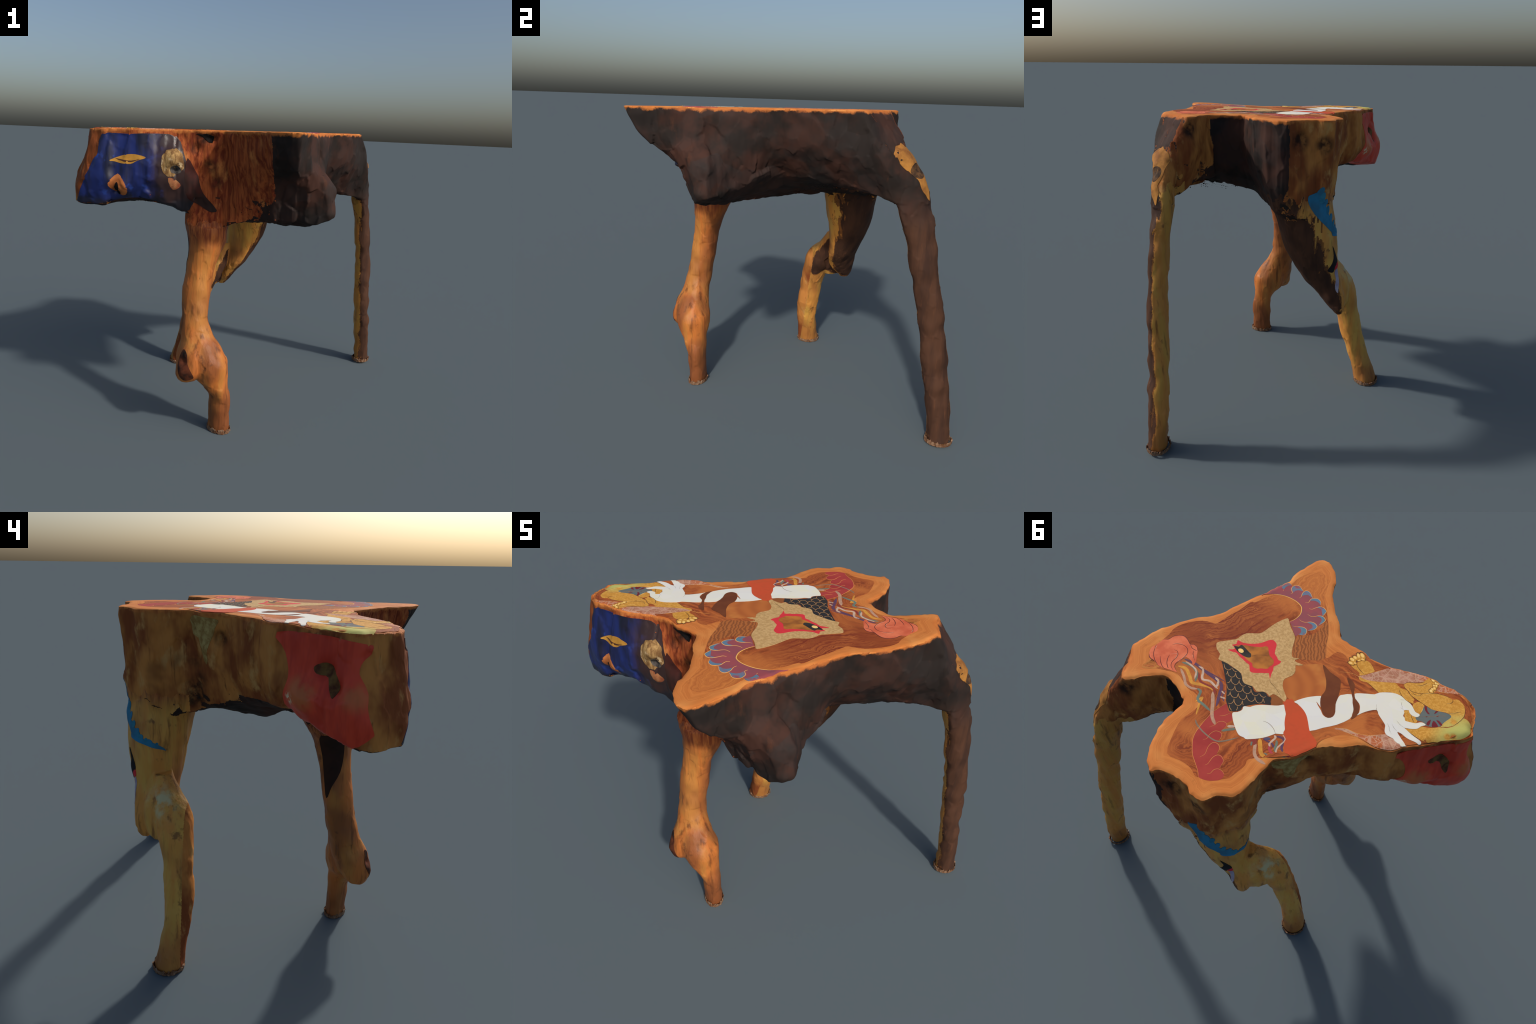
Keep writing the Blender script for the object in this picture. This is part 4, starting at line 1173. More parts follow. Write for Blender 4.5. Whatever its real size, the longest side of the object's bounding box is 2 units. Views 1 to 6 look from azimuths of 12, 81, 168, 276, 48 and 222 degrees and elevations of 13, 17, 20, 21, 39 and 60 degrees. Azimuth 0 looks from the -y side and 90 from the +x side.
STROKES['vein_teal'] = [
    dict(width=0.0231, path=[(0.48, 0.209), (0.429, 0.19), (0.371, 0.2), (0.33, 0.246),]),
    dict(width=0.0231, path=[(0.288, 0.27), (0.261, 0.272), (0.233, 0.315), (0.185, 0.318), (0.135, 0.319),]),
    dict(width=0.0231, path=[(0.003, 0.363), (-0.016, 0.333), (-0.038, 0.305),]),
    dict(width=0.0132, path=[(-0.141, 0.289), (-0.165, 0.32),]),
    dict(width=0.0198, path=[(-0.231, 0.207), (-0.246, 0.222), (-0.261, 0.249), (-0.277, 0.258), (-0.303, 0.253), (-0.329, 0.247),]),
    dict(width=0.0132, path=[(-0.239, 0.305), (-0.256, 0.301), (-0.275, 0.306),]),
]
STROKES['vein_grey'] = [
    dict(width=0.0132, path=[(0.146, 0.41), (0.115, 0.424), (0.059, 0.432), (-0.011, 0.427), (-0.047, 0.4), (-0.085, 0.331),]),
]
STROKES['vein_purple'] = [
    dict(width=0.0264, path=[(0.487, 0.185), (0.425, 0.166), (0.347, 0.163), (0.27, 0.159), (0.215, 0.165), (0.169, 0.226), (0.133, 0.277),]),
    dict(width=0.0099, path=[(0.369, 0.161), (0.294, 0.147), (0.222, 0.135),]),
    dict(width=0.0099, path=[(0.176, 0.173), (0.157, 0.214), (0.126, 0.229),]),
    dict(width=0.0165, path=[(-0.176, 0.245), (-0.199, 0.244), (-0.23, 0.238), (-0.25, 0.248),]),
    dict(width=0.0198, path=[(-0.214, 0.19), (-0.239, 0.178), (-0.26, 0.182), (-0.267, 0.201), (-0.28, 0.222), (-0.302, 0.237),]),
]
STROKES['vein_white'] = [
    dict(width=0.0198, path=[(0.397, 0.163), (0.36, 0.164), (0.317, 0.208), (0.276, 0.19), (0.21, 0.196),]),
    dict(width=0.0165, path=[(0.469, 0.192), (0.421, 0.188), (0.379, 0.196), (0.346, 0.237),]),
    dict(width=0.0198, path=[(0.276, 0.153), (0.245, 0.159), (0.224, 0.192),]),
    dict(width=0.0165, path=[(0.165, 0.222), (0.136, 0.211),]),
    dict(width=0.0132, path=[(0.187, 0.191), (0.16, 0.193),]),
    dict(width=0.0231, path=[(0.002, 0.324), (-0.025, 0.297),]),
    dict(width=0.0165, path=[(-0.203, 0.193), (-0.217, 0.2), (-0.219, 0.224), (-0.221, 0.247), (-0.235, 0.258),]),
    dict(width=0.0132, path=[(-0.232, 0.163), (-0.251, 0.165), (-0.262, 0.18), (-0.264, 0.208), (-0.265, 0.233), (-0.273, 0.254), (-0.293, 0.271),]),
]
STROKES['vein_red'] = [
    dict(width=0.0198, path=[(0.364, 0.193), (0.311, 0.226), (0.235, 0.21), (0.195, 0.229),]),
    dict(width=0.0297, path=[(-0.138, 0.301), (-0.156, 0.287), (-0.172, 0.305),]),
]
STROKES['vein_crimson'] = [
    dict(width=0.0198, path=[(-0.227, 0.258), (-0.252, 0.275), (-0.275, 0.277), (-0.293, 0.271),]),
    dict(width=0.0198, path=[(-0.306, 0.241), (-0.322, 0.236), (-0.34, 0.229),]),
]
STROKES['vein_blue'] = [
    dict(width=0.0231, path=[(-0.182, 0.244), (-0.203, 0.222),]),
]
STROKES['arm_crease'] = [
    dict(width=0.0025, path=[(-0.103, 0.172), (-0.127, 0.163), (-0.157, 0.164), (-0.184, 0.173), (-0.199, 0.183),]),
    dict(width=0.0025, path=[(-0.56, -0.27), (-0.582, -0.258), (-0.595, -0.244), (-0.63, -0.229),]),
    dict(width=0.0025, path=[(-0.577, -0.286), (-0.605, -0.271), (-0.636, -0.268), (-0.656, -0.274),]),
    dict(width=0.0025, path=[(-0.581, -0.319), (-0.612, -0.31), (-0.64, -0.311),]),
    dict(width=0.0025, path=[(-0.531, -0.433), (-0.541, -0.417), (-0.557, -0.407),]),
    dict(width=0.0025, path=[(-0.516, -0.439), (-0.533, -0.453),]),
    dict(width=0.0025, path=[(-0.547, -0.4), (-0.569, -0.399),]),
    dict(width=0.0025, path=[(-0.63, -0.265), (-0.652, -0.249), (-0.672, -0.245),]),
    dict(width=0.0025, path=[(-0.446, -0.327), (-0.463, -0.303), (-0.483, -0.288),]),
]
STROKES['figure_line'] = [
    dict(width=0.0030, path=[(-0.523, -0.581), (-0.54, -0.599), (-0.555, -0.638), (-0.576, -0.644), (-0.588, -0.632), (-0.594, -0.607),]),
    dict(width=0.0030, path=[(-0.501, -0.537), (-0.521, -0.527), (-0.551, -0.539), (-0.577, -0.56), (-0.599, -0.588),]),
    dict(width=0.0030, path=[(-0.53, -0.524), (-0.554, -0.523), (-0.572, -0.539), (-0.577, -0.557),]),
    dict(width=0.0030, path=[(-0.707, -0.598), (-0.719, -0.611), (-0.721, -0.63), (-0.712, -0.639),]),
    dict(width=0.0030, path=[(-0.771, -0.45), (-0.8, -0.482), (-0.817, -0.527), (-0.82, -0.581), (-0.806, -0.619), (-0.785, -0.645),]),
    dict(width=0.0030, path=[(-0.467, -0.533), (-0.489, -0.519), (-0.514, -0.514), (-0.539, -0.503), (-0.577, -0.502), (-0.626, -0.504), (-0.666, -0.506),]),
    dict(width=0.0030, path=[(-0.47, -0.493), (-0.488, -0.475), (-0.531, -0.458), (-0.577, -0.463),]),
    dict(width=0.0030, path=[(-0.743, -0.547), (-0.768, -0.569), (-0.789, -0.604),]),
    dict(width=0.0030, path=[(-0.614, -0.402), (-0.633, -0.386), (-0.654, -0.374),]),
    dict(width=0.0030, path=[(-0.19, -0.475), (-0.207, -0.454), (-0.24, -0.442), (-0.271, -0.436),]),
    dict(width=0.0030, path=[(-0.32, -0.404), (-0.403, -0.394),]),
    dict(width=0.0030, path=[(-0.467, -0.533), (-0.474, -0.562), (-0.51, -0.593), (-0.531, -0.623), (-0.536, -0.663), (-0.551, -0.672),]),
    dict(width=0.0030, path=[(-0.644, -0.308), (-0.686, -0.306), (-0.733, -0.309), (-0.767, -0.322), (-0.802, -0.351),]),
    dict(width=0.0030, path=[(-0.599, -0.588), (-0.617, -0.603), (-0.637, -0.617), (-0.675, -0.634), (-0.7, -0.639),]),
]
STROKES['figure_light'] = [
    dict(width=0.0025, path=[(-0.525, -0.58), (-0.542, -0.597), (-0.558, -0.632), (-0.573, -0.641),]),
    dict(width=0.0025, path=[(-0.577, -0.56), (-0.596, -0.58), (-0.614, -0.602),]),
    dict(width=0.0025, path=[(-0.553, -0.518), (-0.575, -0.54),]),
    dict(width=0.0025, path=[(-0.706, -0.595), (-0.72, -0.61),]),
    dict(width=0.0025, path=[(-0.779, -0.461), (-0.804, -0.488), (-0.816, -0.534), (-0.818, -0.579),]),
    dict(width=0.0025, path=[(-0.697, -0.374), (-0.729, -0.396),]),
    dict(width=0.0025, path=[(-0.643, -0.448), (-0.639, -0.467), (-0.629, -0.495),]),
    dict(width=0.0025, path=[(-0.746, -0.543), (-0.777, -0.581),]),
]
STROKES['lotus_line'] = [
    dict(width=0.0017, path=[(-0.645, -0.405), (-0.663, -0.431), (-0.676, -0.447), (-0.689, -0.463), (-0.709, -0.48), (-0.73, -0.508), (-0.767, -0.536),]),
    dict(width=0.0017, path=[(-0.681, -0.44), (-0.69, -0.45), (-0.692, -0.469),]),
    dict(width=0.0017, path=[(-0.707, -0.484), (-0.718, -0.501), (-0.718, -0.513),]),
]
STROKES['netting_line'] = [
    dict(width=0.0025, path=[(-0.167, -0.355), (-0.194, -0.377), (-0.225, -0.395), (-0.262, -0.404), (-0.306, -0.415), (-0.358, -0.45), (-0.431, -0.513), (-0.464, -0.538),]),
    dict(width=0.0025, path=[(-0.608, -0.621), (-0.645, -0.64), (-0.695, -0.675), (-0.73, -0.709),]),
    dict(width=0.0025, path=[(-0.383, -0.054), (-0.434, -0.094), (-0.487, -0.111), (-0.542, -0.147), (-0.598, -0.212),]),
    dict(width=0.0025, path=[(-0.423, -0.077), (-0.489, -0.089), (-0.542, -0.105), (-0.604, -0.11),]),
    dict(width=0.0025, path=[(-0.302, -0.487), (-0.325, -0.536), (-0.349, -0.585),]),
]
STROKES['crack'] = [
    dict(width=0.0025, path=[(0.25, -0.091), (0.226, -0.123), (0.183, -0.159),]),
    dict(width=0.0025, path=[(0.065, -0.047), (0.044, -0.033), (-0.008, -0.023), (-0.064, -0.003),]),
    dict(width=0.0025, path=[(0.246, -0.087), (0.232, -0.109),]),
]
# toes: centre, half length, half width, direction
TOES = [
    (-0.171, -0.446, 0.0186, 0.0122, -166.9487),
    (-0.162, -0.47, 0.0207, 0.0141, 177.2818),
    (-0.164, -0.491, 0.0183, 0.012, 166.2574),
    (-0.169, -0.513, 0.0244, 0.0107, 143.8643),
    (-0.184, -0.529, 0.0255, 0.0137, 152.3428),
    (-0.201, -0.512, 0.0141, 0.0083, -160.749),
    (-0.189, -0.493, 0.0115, 0.007, -110.2111),
    (-0.188, -0.461, 0.0098, 0.0078, 175.074),
    (-0.599, -0.603, 0.0147, 0.0112, 151.8532),
    (-0.596, -0.618, 0.0116, 0.0088, 151.7368),
    (-0.601, -0.631, 0.0116, 0.0104, 151.6041),
    (-0.588, -0.644, 0.0102, 0.0081, 151.5596),
    (-0.598, -0.651, 0.0119, 0.008, 133.4344),
    (-0.586, -0.664, 0.0102, 0.0081, 151.4024),
    (-0.596, -0.668, 0.0094, 0.0058, 133.3288),
    (-0.566, -0.669, 0.016, 0.0088, 173.3267),
]


# ---------------------------------------------------------------- the painted top
TOP = PARTS["top"]
WHITE = (0.86, 0.82, 0.70)


def arm_white():
    t = Tree("chalk_white")
    k = t.n("ShaderNodeSeparateColor")
    t.put(k.inputs[0], t.voronoi(13.0, out="Color", vec=t.map((1, 1, 0.1))))
    c = t.mix(t.span(t.noise(6, 3), 0.35, 0.65), (0.80, 0.77, 0.64), (0.76, 0.75, 0.70))
    c = t.mix(t.math("MULTIPLY", k.outputs[0], 0.5), c, (0.74, 0.72, 0.50))
    c = t.mix(t.math("MULTIPLY", k.outputs[1], 0.35), c, (0.70, 0.68, 0.68))
    return t.done(c, t.noise(60, 3), 0.1)


def plaster():
    t = Tree("gilt_plaster")
    a = t.noise(70, 5, 0.7)
    b = t.noise(18, 4, 0.6)
    c = t.mix(t.span(a, 0.35, 0.65), (0.46, 0.275, 0.105), (0.62, 0.40, 0.175))
    c = t.mix(t.span(b, 0.55, 0.75, 0, 0.5), c, (0.36, 0.24, 0.10))
    return t.done(c, a, 0.5, 0.005)


def gold_leaf():
    t = Tree("gold_ochre")
    a = t.noise(90, 4, 0.65)
    b = t.noise(12, 3, 0.6)
    c = t.mix(t.span(a, 0.35, 0.7), (0.54, 0.245, 0.035), (0.70, 0.37, 0.075))
    c = t.mix(t.span(b, 0.5, 0.75, 0, 0.6), c, (0.50, 0.21, 0.03))
    # highlights on the lobe end tinted in as greenish yellow
    x, y, z = t.xyz()
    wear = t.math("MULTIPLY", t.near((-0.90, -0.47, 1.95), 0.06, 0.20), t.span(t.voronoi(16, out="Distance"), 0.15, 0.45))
    c = t.mix(wear, c, (0.52, 0.50, 0.14))
    return t.done(c, a, 0.3, 0.003)


def fan_purple(name, tip):
    t = Tree(name)
    c = t.mix(t.span(t.noise(12, 3), 0.35, 0.65), (0.33, 0.075, 0.085), (0.26, 0.075, 0.09))
    if tip:
        c = t.mix(t.span(t.noise(22, 3), 0.26, 0.52), c, t.mix(t.span(t.noise(6, 2), 0.4, 0.6), (0.085, 0.20, 0.23), (0.12, 0.20, 0.30)))
    return t.done(c)


def netting_paint():
    t = Tree("lace_netting")
    e = t.math("MINIMUM", t.voronoi(24, feature="DISTANCE_TO_EDGE", vec=t.map((1, 0.55, 0.1), (0, 0, 0.5))), t.voronoi(52, feature="DISTANCE_TO_EDGE", vec=t.map((0.5, 1, 0.1), (0, 0, 0.5))))
    k = t.n("ShaderNodeSeparateColor")
    t.put(k.inputs[0], t.voronoi(11, out="Color", vec=t.map((1, 1, 0.1))))
    c = t.mix(t.span(t.noise(25, 3), 0.4, 0.6), (0.40, 0.17, 0.10), (0.50, 0.24, 0.16))
    c = t.mix(t.span(k.outputs[0], 0.72, 0.76), c, (0.46, 0.13, 0.05))
    c = t.mix(t.span(e, 0.01, 0.07, 0.6, 0.0), c, (0.62, 0.40, 0.27))
    return t.done(c)


M_WHITE, M_PLASTER, M_GOLD = arm_white(), plaster(), gold_leaf()
M_PURPLE, M_TIP = fan_purple("fan_purple", False), fan_purple("fan_blue", True)
M_HEART = heartwood()
M_NET = netting_paint()
M_SCALE = paint("scale_black", (0.034, 0.031, 0.031), (0.024, 0.023, 0.024), 25)
M_RED = paint("bright_red", (0.72, 0.042, 0.055), (0.66, 0.04, 0.05), 12)
M_DOT = paint("umber", (0.185, 0.055, 0.020), (0.145, 0.04, 0.016), 10)
M_LINE = paint("pale_gold_line", (0.86, 0.50, 0.13), (0.80, 0.38, 0.10), 8, grain=0.05)
M_LIGHT = paint("gold_highlight", (0.95, 0.68, 0.24), (0.85, 0.5, 0.14), 20, grain=0.05)
M_DARK = paint("dark_outline", (0.10, 0.045, 0.025), (0.07, 0.03, 0.02), 10)

L0, L1, L2, L3, L4 = 0.0002, 0.0004, 0.0006, 0.0008, 0.0010
core = top_paint("heartwood", PAINT["heartwood"], M_HEART, L0, grid=0.014, rings=True)


def pool_wood():
    t = Tree("heartwood_pool")
    k = t.n("ShaderNodeTexWave", wave_type="RINGS", rings_direction="Z")
    t.put(k.inputs["Vector"], t.map((1, 1, 1)))
    k.inputs["Scale"].default_value = 4.0
    k.inputs["Distortion"].default_value = 4
    k.inputs["Detail"].default_value = 3
    c = t.mix(k.outputs["Fac"], (0.40, 0.112, 0.028), (0.47, 0.140, 0.034))
    c = t.mix(t.span(t.noise(5, 3), 0.5, 0.7), c, (0.56, 0.21, 0.05))
    return t.done(c)


top_paint("heartwood_pool", PAINT["heart_pool"], pool_wood(), L1)
top_paint("figured_grain", PAINT["figured"], figured(), L1)
top_paint("resin_stain", PAINT["stain"], M_DOT, L4 + 0.0003)
top_paint("resin_stain", PAINT["stain_b"], M_DOT, L2)
for k in ("netting", "netting_b", "netting_c"):
    top_paint("painted_netting", PAINT[k], M_NET, L1)
strokes("netting_edge", STROKES["netting_line"], M_LINE, L2, TOP)

# torn window of gilded plaster with a red lining round a bare hollow
top_paint("gilded_patch", PAINT["tan_patch"], M_PLASTER, L3 + 0.0004, round_=2)
top_paint("red_lining", PAINT["red_rim"], M_RED, L3 + 0.0006, round_=2)
hollow = Tree("bare_hollow")
hc = hollow.mix(hollow.span(hollow.noise(9, 3), 0.35, 0.65), (0.25, 0.085, 0.022), (0.52, 0.19, 0.035))
top_paint("bare_hollow", PAINT["bare_hollow"], hollow.done(hc), L3 + 0.0008)
top_paint("knot", PAINT["knot"], paint("knot_black", (0.045, 0.04, 0.036), (0.010, 0.010, 0.011), 22), L3 + 0.0010)
top_paint("knot_glint", PAINT["knot_gold"], M_LIGHT, L3 + 0.0012)
strokes("crack", STROKES["crack"], M_DARK, L3 + 0.0010, TOP)

# fan of feathers
fan = top_paint("feather_fan", PAINT["fan"], M_PURPLE, L1)
for i in range(8):
    top_paint("feather", PAINT[f"fan_tip{i}"], M_TIP, L2)
strokes("feather_edge", STROKES["fan_line"], M_LINE, L3, TOP, ends=0.4)

# red plume
M_PLUME = paint("plume_red", (0.42, 0.055, 0.045), (0.35, 0.038, 0.036), 6)
top_paint("red_plume", PAINT["red_plume"], M_PLUME, L1)
strokes("plume_edge", STROKES["plume_line"], paint("plume_gold", (0.80, 0.33, 0.10), None, 10), L3, TOP, ends=0.4)

# cloud and the strands that stream from it
top_paint("cloud_shade", PAINT["cloud_shade"], paint("sap_stain", (0.52, 0.19, 0.045), (0.60, 0.24, 0.055), 8), L0)
VEIN = dict(gold=(0.74, 0.34, 0.055), pink=(0.56, 0.33, 0.22), teal=(0.16, 0.22, 0.17), grey=(0.25, 0.20, 0.145), purple=(0.11, 0.055, 0.12),
            white=(0.66, 0.47, 0.35), red=(0.28, 0.045, 0.04), crimson=(0.48, 0.06, 0.085), blue=(0.085, 0.09, 0.17))
for i, (k, col) in enumerate(VEIN.items()):
    other = tuple(0.55 * c + 0.18 * b for c, b in zip(col, (0.5, 0.18, 0.06)))
    strokes("painted_strand", STROKES["vein_" + k], paint("strand_" + k, col, other, 40, 0.7), L2 + 0.00004 * i, TOP, ends=0.12)
M_CLOUD = paint("cloud_coral", (0.78, 0.20, 0.095), (0.60, 0.11, 0.05), 11)
cloud = top_paint("coral_cloud", PAINT["cloud"], M_CLOUD, L3)
for it in STROKES["cloud_line"] + STROKES["figure_line"] + STROKES["arm_crease"]:
    it["width"] *= 1.6
strokes("cloud_fold", STROKES["cloud_line"], paint("cloud_dark", (0.13, 0.03, 0.03), None, 10), L4, TOP, ends=0.35)
strokes("cloud_light", STROKES["cloud_light"], paint("cloud_pale", (0.92, 0.50, 0.33), None, 10), L4, TOP, ends=0.4)

# black scales edged with gold
top_paint("scale_ground", PAINT["scale_patch"], M_SCALE, L1, round_=2)
reg = catmull_closed(PAINT["scale_patch"], 2)
ORIGIN, ALONG, DOWN = np.array((0.1586, 0.1536)), np.array((-0.0386, -0.0224)), np.array((-0.0300, 0.0318))
rim_lines = []
for r in range(-7, 5):
    for c in range(-6, 12):
        o = ORIGIN + ALONG * (c + 0.5 * (r % 2)) + DOWN * r
        arc = [o + ALONG * 0.5 * math.cos(a) * -1.0 - DOWN * (0.95 * (1 - math.sin(a) ** 0.8)) for a in np.linspace(0.08, math.pi - 0.08, 9)]
        arc = np.array(arc) + RNG.normal(0, 0.0006, (9, 2))
        m = inside(arc, reg) & (ring_distance(arc, reg)[0] > 0.003)
        run = []
        for q, k in zip(arc, m):
            if k:
                run.append(tuple(q))
            if (not k or q is arc[-1]) and run:
                if len(run) > 2:
                    rim_lines.append(dict(width=0.0050, path=run))
                run = []
        if len(run) > 2:
            rim_lines.append(dict(width=0.0050, path=run))
strokes("scale_rim", rim_lines, paint("scale_gold", (0.62, 0.33, 0.13), None, 30), L2, TOP, ends=0.2)
top_paint("umber_patch", PAINT["brown_dot"], paint("umber_light", (0.30, 0.10, 0.03), None, 12), L1)

# gilded seated figure: limbs, foot soles, toes, the sheet it sits on
lotus = top_paint("lotus_sheet", PAINT["lotus_sheet"], paint("sheet_teal", (0.125, 0.165, 0.165), (0.15, 0.165, 0.155), 14), L2)
M_PETAL = paint("petal_maroon", (0.19, 0.025, 0.035), None, 12)
for i in range(7):
    top_paint("petal", PAINT[f"petal{i}"], M_PETAL, L3)
strokes("lotus_line", STROKES["lotus_line"], paint("lotus_orange", (0.5, 0.2, 0.06), None, 12), L3, TOP)
for k in ("lap_gold", "shin_gold", "hip_gold", "thigh_gold", "foot_sole"):
    top_paint("gilded_limb", PAINT[k], M_GOLD, L2 + (0.0001 if k == "thigh_gold" else 0))
for x, y, a, b, th in TOES:
    th = math.radians(th)
    ring = [(x + a * math.cos(u) * math.cos(th) - b * math.sin(u) * math.sin(th), y + a * math.cos(u) * math.sin(th) + b * math.sin(u) * math.cos(th))
            for u in np.linspace(0, 2 * math.pi, 12, endpoint=False)]
    big = [(x + 1.22 * (p - x), y + 1.22 * (q - y)) for p, q in ring]
    tip = [(x + 0.62 * (p - x) - 0.2 * a * math.cos(th), y + 0.62 * (q - y) - 0.2 * a * math.sin(th)) for p, q in ring]
    top_paint("toe_outline", big, M_DARK, L3, round_=2, grid=0)
    toe = top_paint("toe", ring, M_GOLD, L4, round_=2, grid=0)
    top_paint("toe_nail", tip, M_LIGHT, L4 + 0.0002, round_=2, grid=0)
strokes("figure_outline", STROKES["figure_line"], M_DARK, L4, TOP, ends=0.3)
strokes("figure_highlight", STROKES["figure_light"], M_LIGHT, L4 + 0.0003, TOP, ends=0.4)

# chalk-white arm under a vermilion sash
top_paint("painted_arm", PAINT["arm_upper"], M_WHITE, L3)
top_paint("painted_arm", PAINT["arm_middle"], M_WHITE, L3, round_=2)
top_paint("painted_hand", PAINT["hand"], M_WHITE, L4 + 0.0002, round_=2)
strokes("arm_crease", STROKES["arm_crease"], paint("crease_brown", (0.28, 0.17, 0.08), None, 12), L4 + 0.0002, TOP, ends=0.45)
M_SASH = paint("sash_vermilion", (0.60, 0.085, 0.030), (0.50, 0.085, 0.030), 7)
top_paint("red_sash", PAINT["sash"], M_SASH, L3 + 0.0001)

# ---------------------------------------------------------------- paint on the sides
WALL_P = PARTS["bark"]


def blue_paint():
    t = Tree("ultramarine")
    x, y, z = t.xyz()
    v = t.map((9, 9, 1.4))
    s = t.noise(1.0, 4, 0.6, vec=v)
    c = t.mix(t.span(s, 0.38, 0.58), (0.013, 0.024, 0.135), (0.010, 0.011, 0.028))
    c = t.mix(t.span(t.noise(12, 3), 0.58, 0.72, 0, 0.7), c, (0.025, 0.065, 0.32))  # lighter blue mottled in where sun highlights the paint
    edge = t.math("ADD", x, t.math("MULTIPLY", t.noise(9, 4), 0.16))
    c = t.mix(t.span(edge, -0.42, -0.25), c, (0.040, 0.020, 0.018))
    low = t.math("ADD", z, t.math("MULTIPLY", t.noise(14, 3), 0.08))
    c = t.mix(t.span(low, 1.55, 1.60, 0.85, 0.0), c, (0.012, 0.012, 0.018))
    t.b.inputs["Roughness"].default_value = 0.38
    t.b.inputs["Specular IOR Level"].default_value = 0.4
    return t.done(c, s, 0.2)


def red_paint():
    t = Tree("oxblood_red")
    s = t.noise(1.0, 4, 0.6, vec=t.map((14, 14, 2.5)))
    c = t.mix(t.span(s, 0.38, 0.66), (0.74, 0.066, 0.026), (0.56, 0.038, 0.016))
    worn = t.math("MAXIMUM", t.near((-0.80, -0.30, 1.68), 0.04, 0.105), t.near((-0.945, -0.52, 1.70), 0.03, 0.085))
    worn = t.math("MULTIPLY", worn, t.span(t.noise(13, 4), 0.30, 0.55))
    c = t.mix(t.math("MULTIPLY", worn, 0.6), c, (0.50, 0.20, 0.055))
    spot = t.math("MULTIPLY", t.near((-0.765, -0.255, 1.655), 0.01, 0.045), t.span(t.noise(45, 3), 0.46, 0.58))
    c = t.mix(spot, c, (0.75, 0.70, 0.45))
    t.b.inputs["Roughness"].default_value = 0.45
    t.b.inputs["Specular IOR Level"].default_value = 0.3
    return t.done(c, s, 0.2)


FRONT = Frame((0, 1, 0))
BACK = Frame((0.80, -0.60, 0))
M_BLUE = blue_paint()
side_paint("blue_face_paint", FRONT, [(-0.740, -0.716, 1.921), (-0.757, -0.738, 1.805), (-0.791, -0.737, 1.764), (-0.861, -0.736, 1.621), (-0.899, -0.726, 1.537),
           (-0.905, -0.721, 1.505), (-0.766, -0.736, 1.500), (-0.637, -0.687, 1.535), (-0.516, -0.666, 1.545), (-0.419, -0.640, 1.52), (-0.32, -0.58, 1.47), (-0.26, -0.57, 1.45),
           (-0.19, -0.573, 1.57), (-0.225, -0.594, 1.689), (-0.255, -0.589, 1.806), (-0.32, -0.590, 1.925), (-0.458, -0.650, 1.936), (-0.586, -0.692, 1.928)], M_BLUE, 0.0010, WALL_P)
eye = side_paint("painted_eye", FRONT, [(-0.684, 0, 1.768), (-0.638, 0, 1.791), (-0.576, 0, 1.808), (-0.519, 0, 1.808), (-0.470, 0, 1.792), (-0.518, 0, 1.773),
                 (-0.556, 0, 1.752), (-0.617, 0, 1.753), (-0.656, 0, 1.762)], paint("eye_ochre", (0.52, 0.26, 0.045), (0.42, 0.2, 0.035), 20), 0.0022, WALL_P)
side_paint("eye_slit", FRONT, [(-0.655, 0, 1.781), (-0.60, 0, 1.774), (-0.555, 0, 1.771), (-0.50, 0, 1.783), (-0.555, 0, 1.763), (-0.60, 0, 1.764)], M_DARK, 0.0032, WALL_P)
nose = side_paint("bare_nose", FRONT, [(-0.690, 0, 1.632), (-0.634, 0, 1.690), (-0.589, 0, 1.637), (-0.585, 0, 1.585), (-0.623, 0, 1.558), (-0.675, 0, 1.591)],
                  paint("worn_wood", (0.55, 0.19, 0.06), (0.34, 0.10, 0.03), 16), 0.0022, WALL_P)
side_paint("nostril", FRONT, [(-0.664, 0, 1.595), (-0.640, 0, 1.640), (-0.628, 0, 1.62), (-0.635, 0, 1.565), (-0.655, 0, 1.570)], paint("hole_black", (0.012, 0.010, 0.010), None, 12), 0.0032, WALL_P)
def burl_wood():
    t = Tree("pale_burl")
    s = t.noise(1.0, 4, 0.65, vec=t.map((40, 40, 12)))
    c = t.mix(t.span(s, 0.35, 0.65), (0.46, 0.29, 0.115), (0.17, 0.085, 0.032))
    c = t.mix(t.span(t.noise(20, 3), 0.55, 0.7, 0, 0.7), c, (0.70, 0.53, 0.30))
    return t.done(c, s, 0.6, 0.008)


M_BURL = burl_wood()
burl = side_paint("pale_burl", FRONT, [(-0.379, 0, 1.80), (-0.355, 0, 1.842), (-0.301, 0, 1.850), (-0.262, 0, 1.80), (-0.268, 0, 1.727), (-0.305, 0, 1.696), (-0.347, 0, 1.685), (-0.382, 0, 1.724)],
                  M_BURL, 0.0022, WALL_P, ragged=0.003)
side_paint("burl_hollow", FRONT, [(-0.335, 0, 1.735), (-0.310, 0, 1.755), (-0.280, 0, 1.745), (-0.272, 0, 1.715), (-0.300, 0, 1.700), (-0.33, 0, 1.708)], paint("hollow_grey", (0.045, 0.04, 0.042), (0.15, 0.13, 0.11), 40), 0.0032, WALL_P)
side_paint("burl_drip", FRONT, [(-0.345, 0, 1.675), (-0.302, 0, 1.665), (-0.28, 0, 1.63), (-0.323, 0, 1.605)], paint("drip_tan", (0.42, 0.19, 0.08), (0.28, 0.06, 0.03), 30), 0.0022, WALL_P)
side_paint("dark_fold", FRONT, [(-0.240, 0, 1.80), (-0.184, 0, 1.69), (-0.147, 0, 1.585), (-0.06, 0, 1.485), (-0.105, 0, 1.475), (-0.19, 0, 1.52), (-0.241, 0, 1.556), (-0.255, 0, 1.66)],
           paint("fold_black", (0.035, 0.020, 0.017), (0.075, 0.018, 0.014), 7), 0.0020, WALL_P)
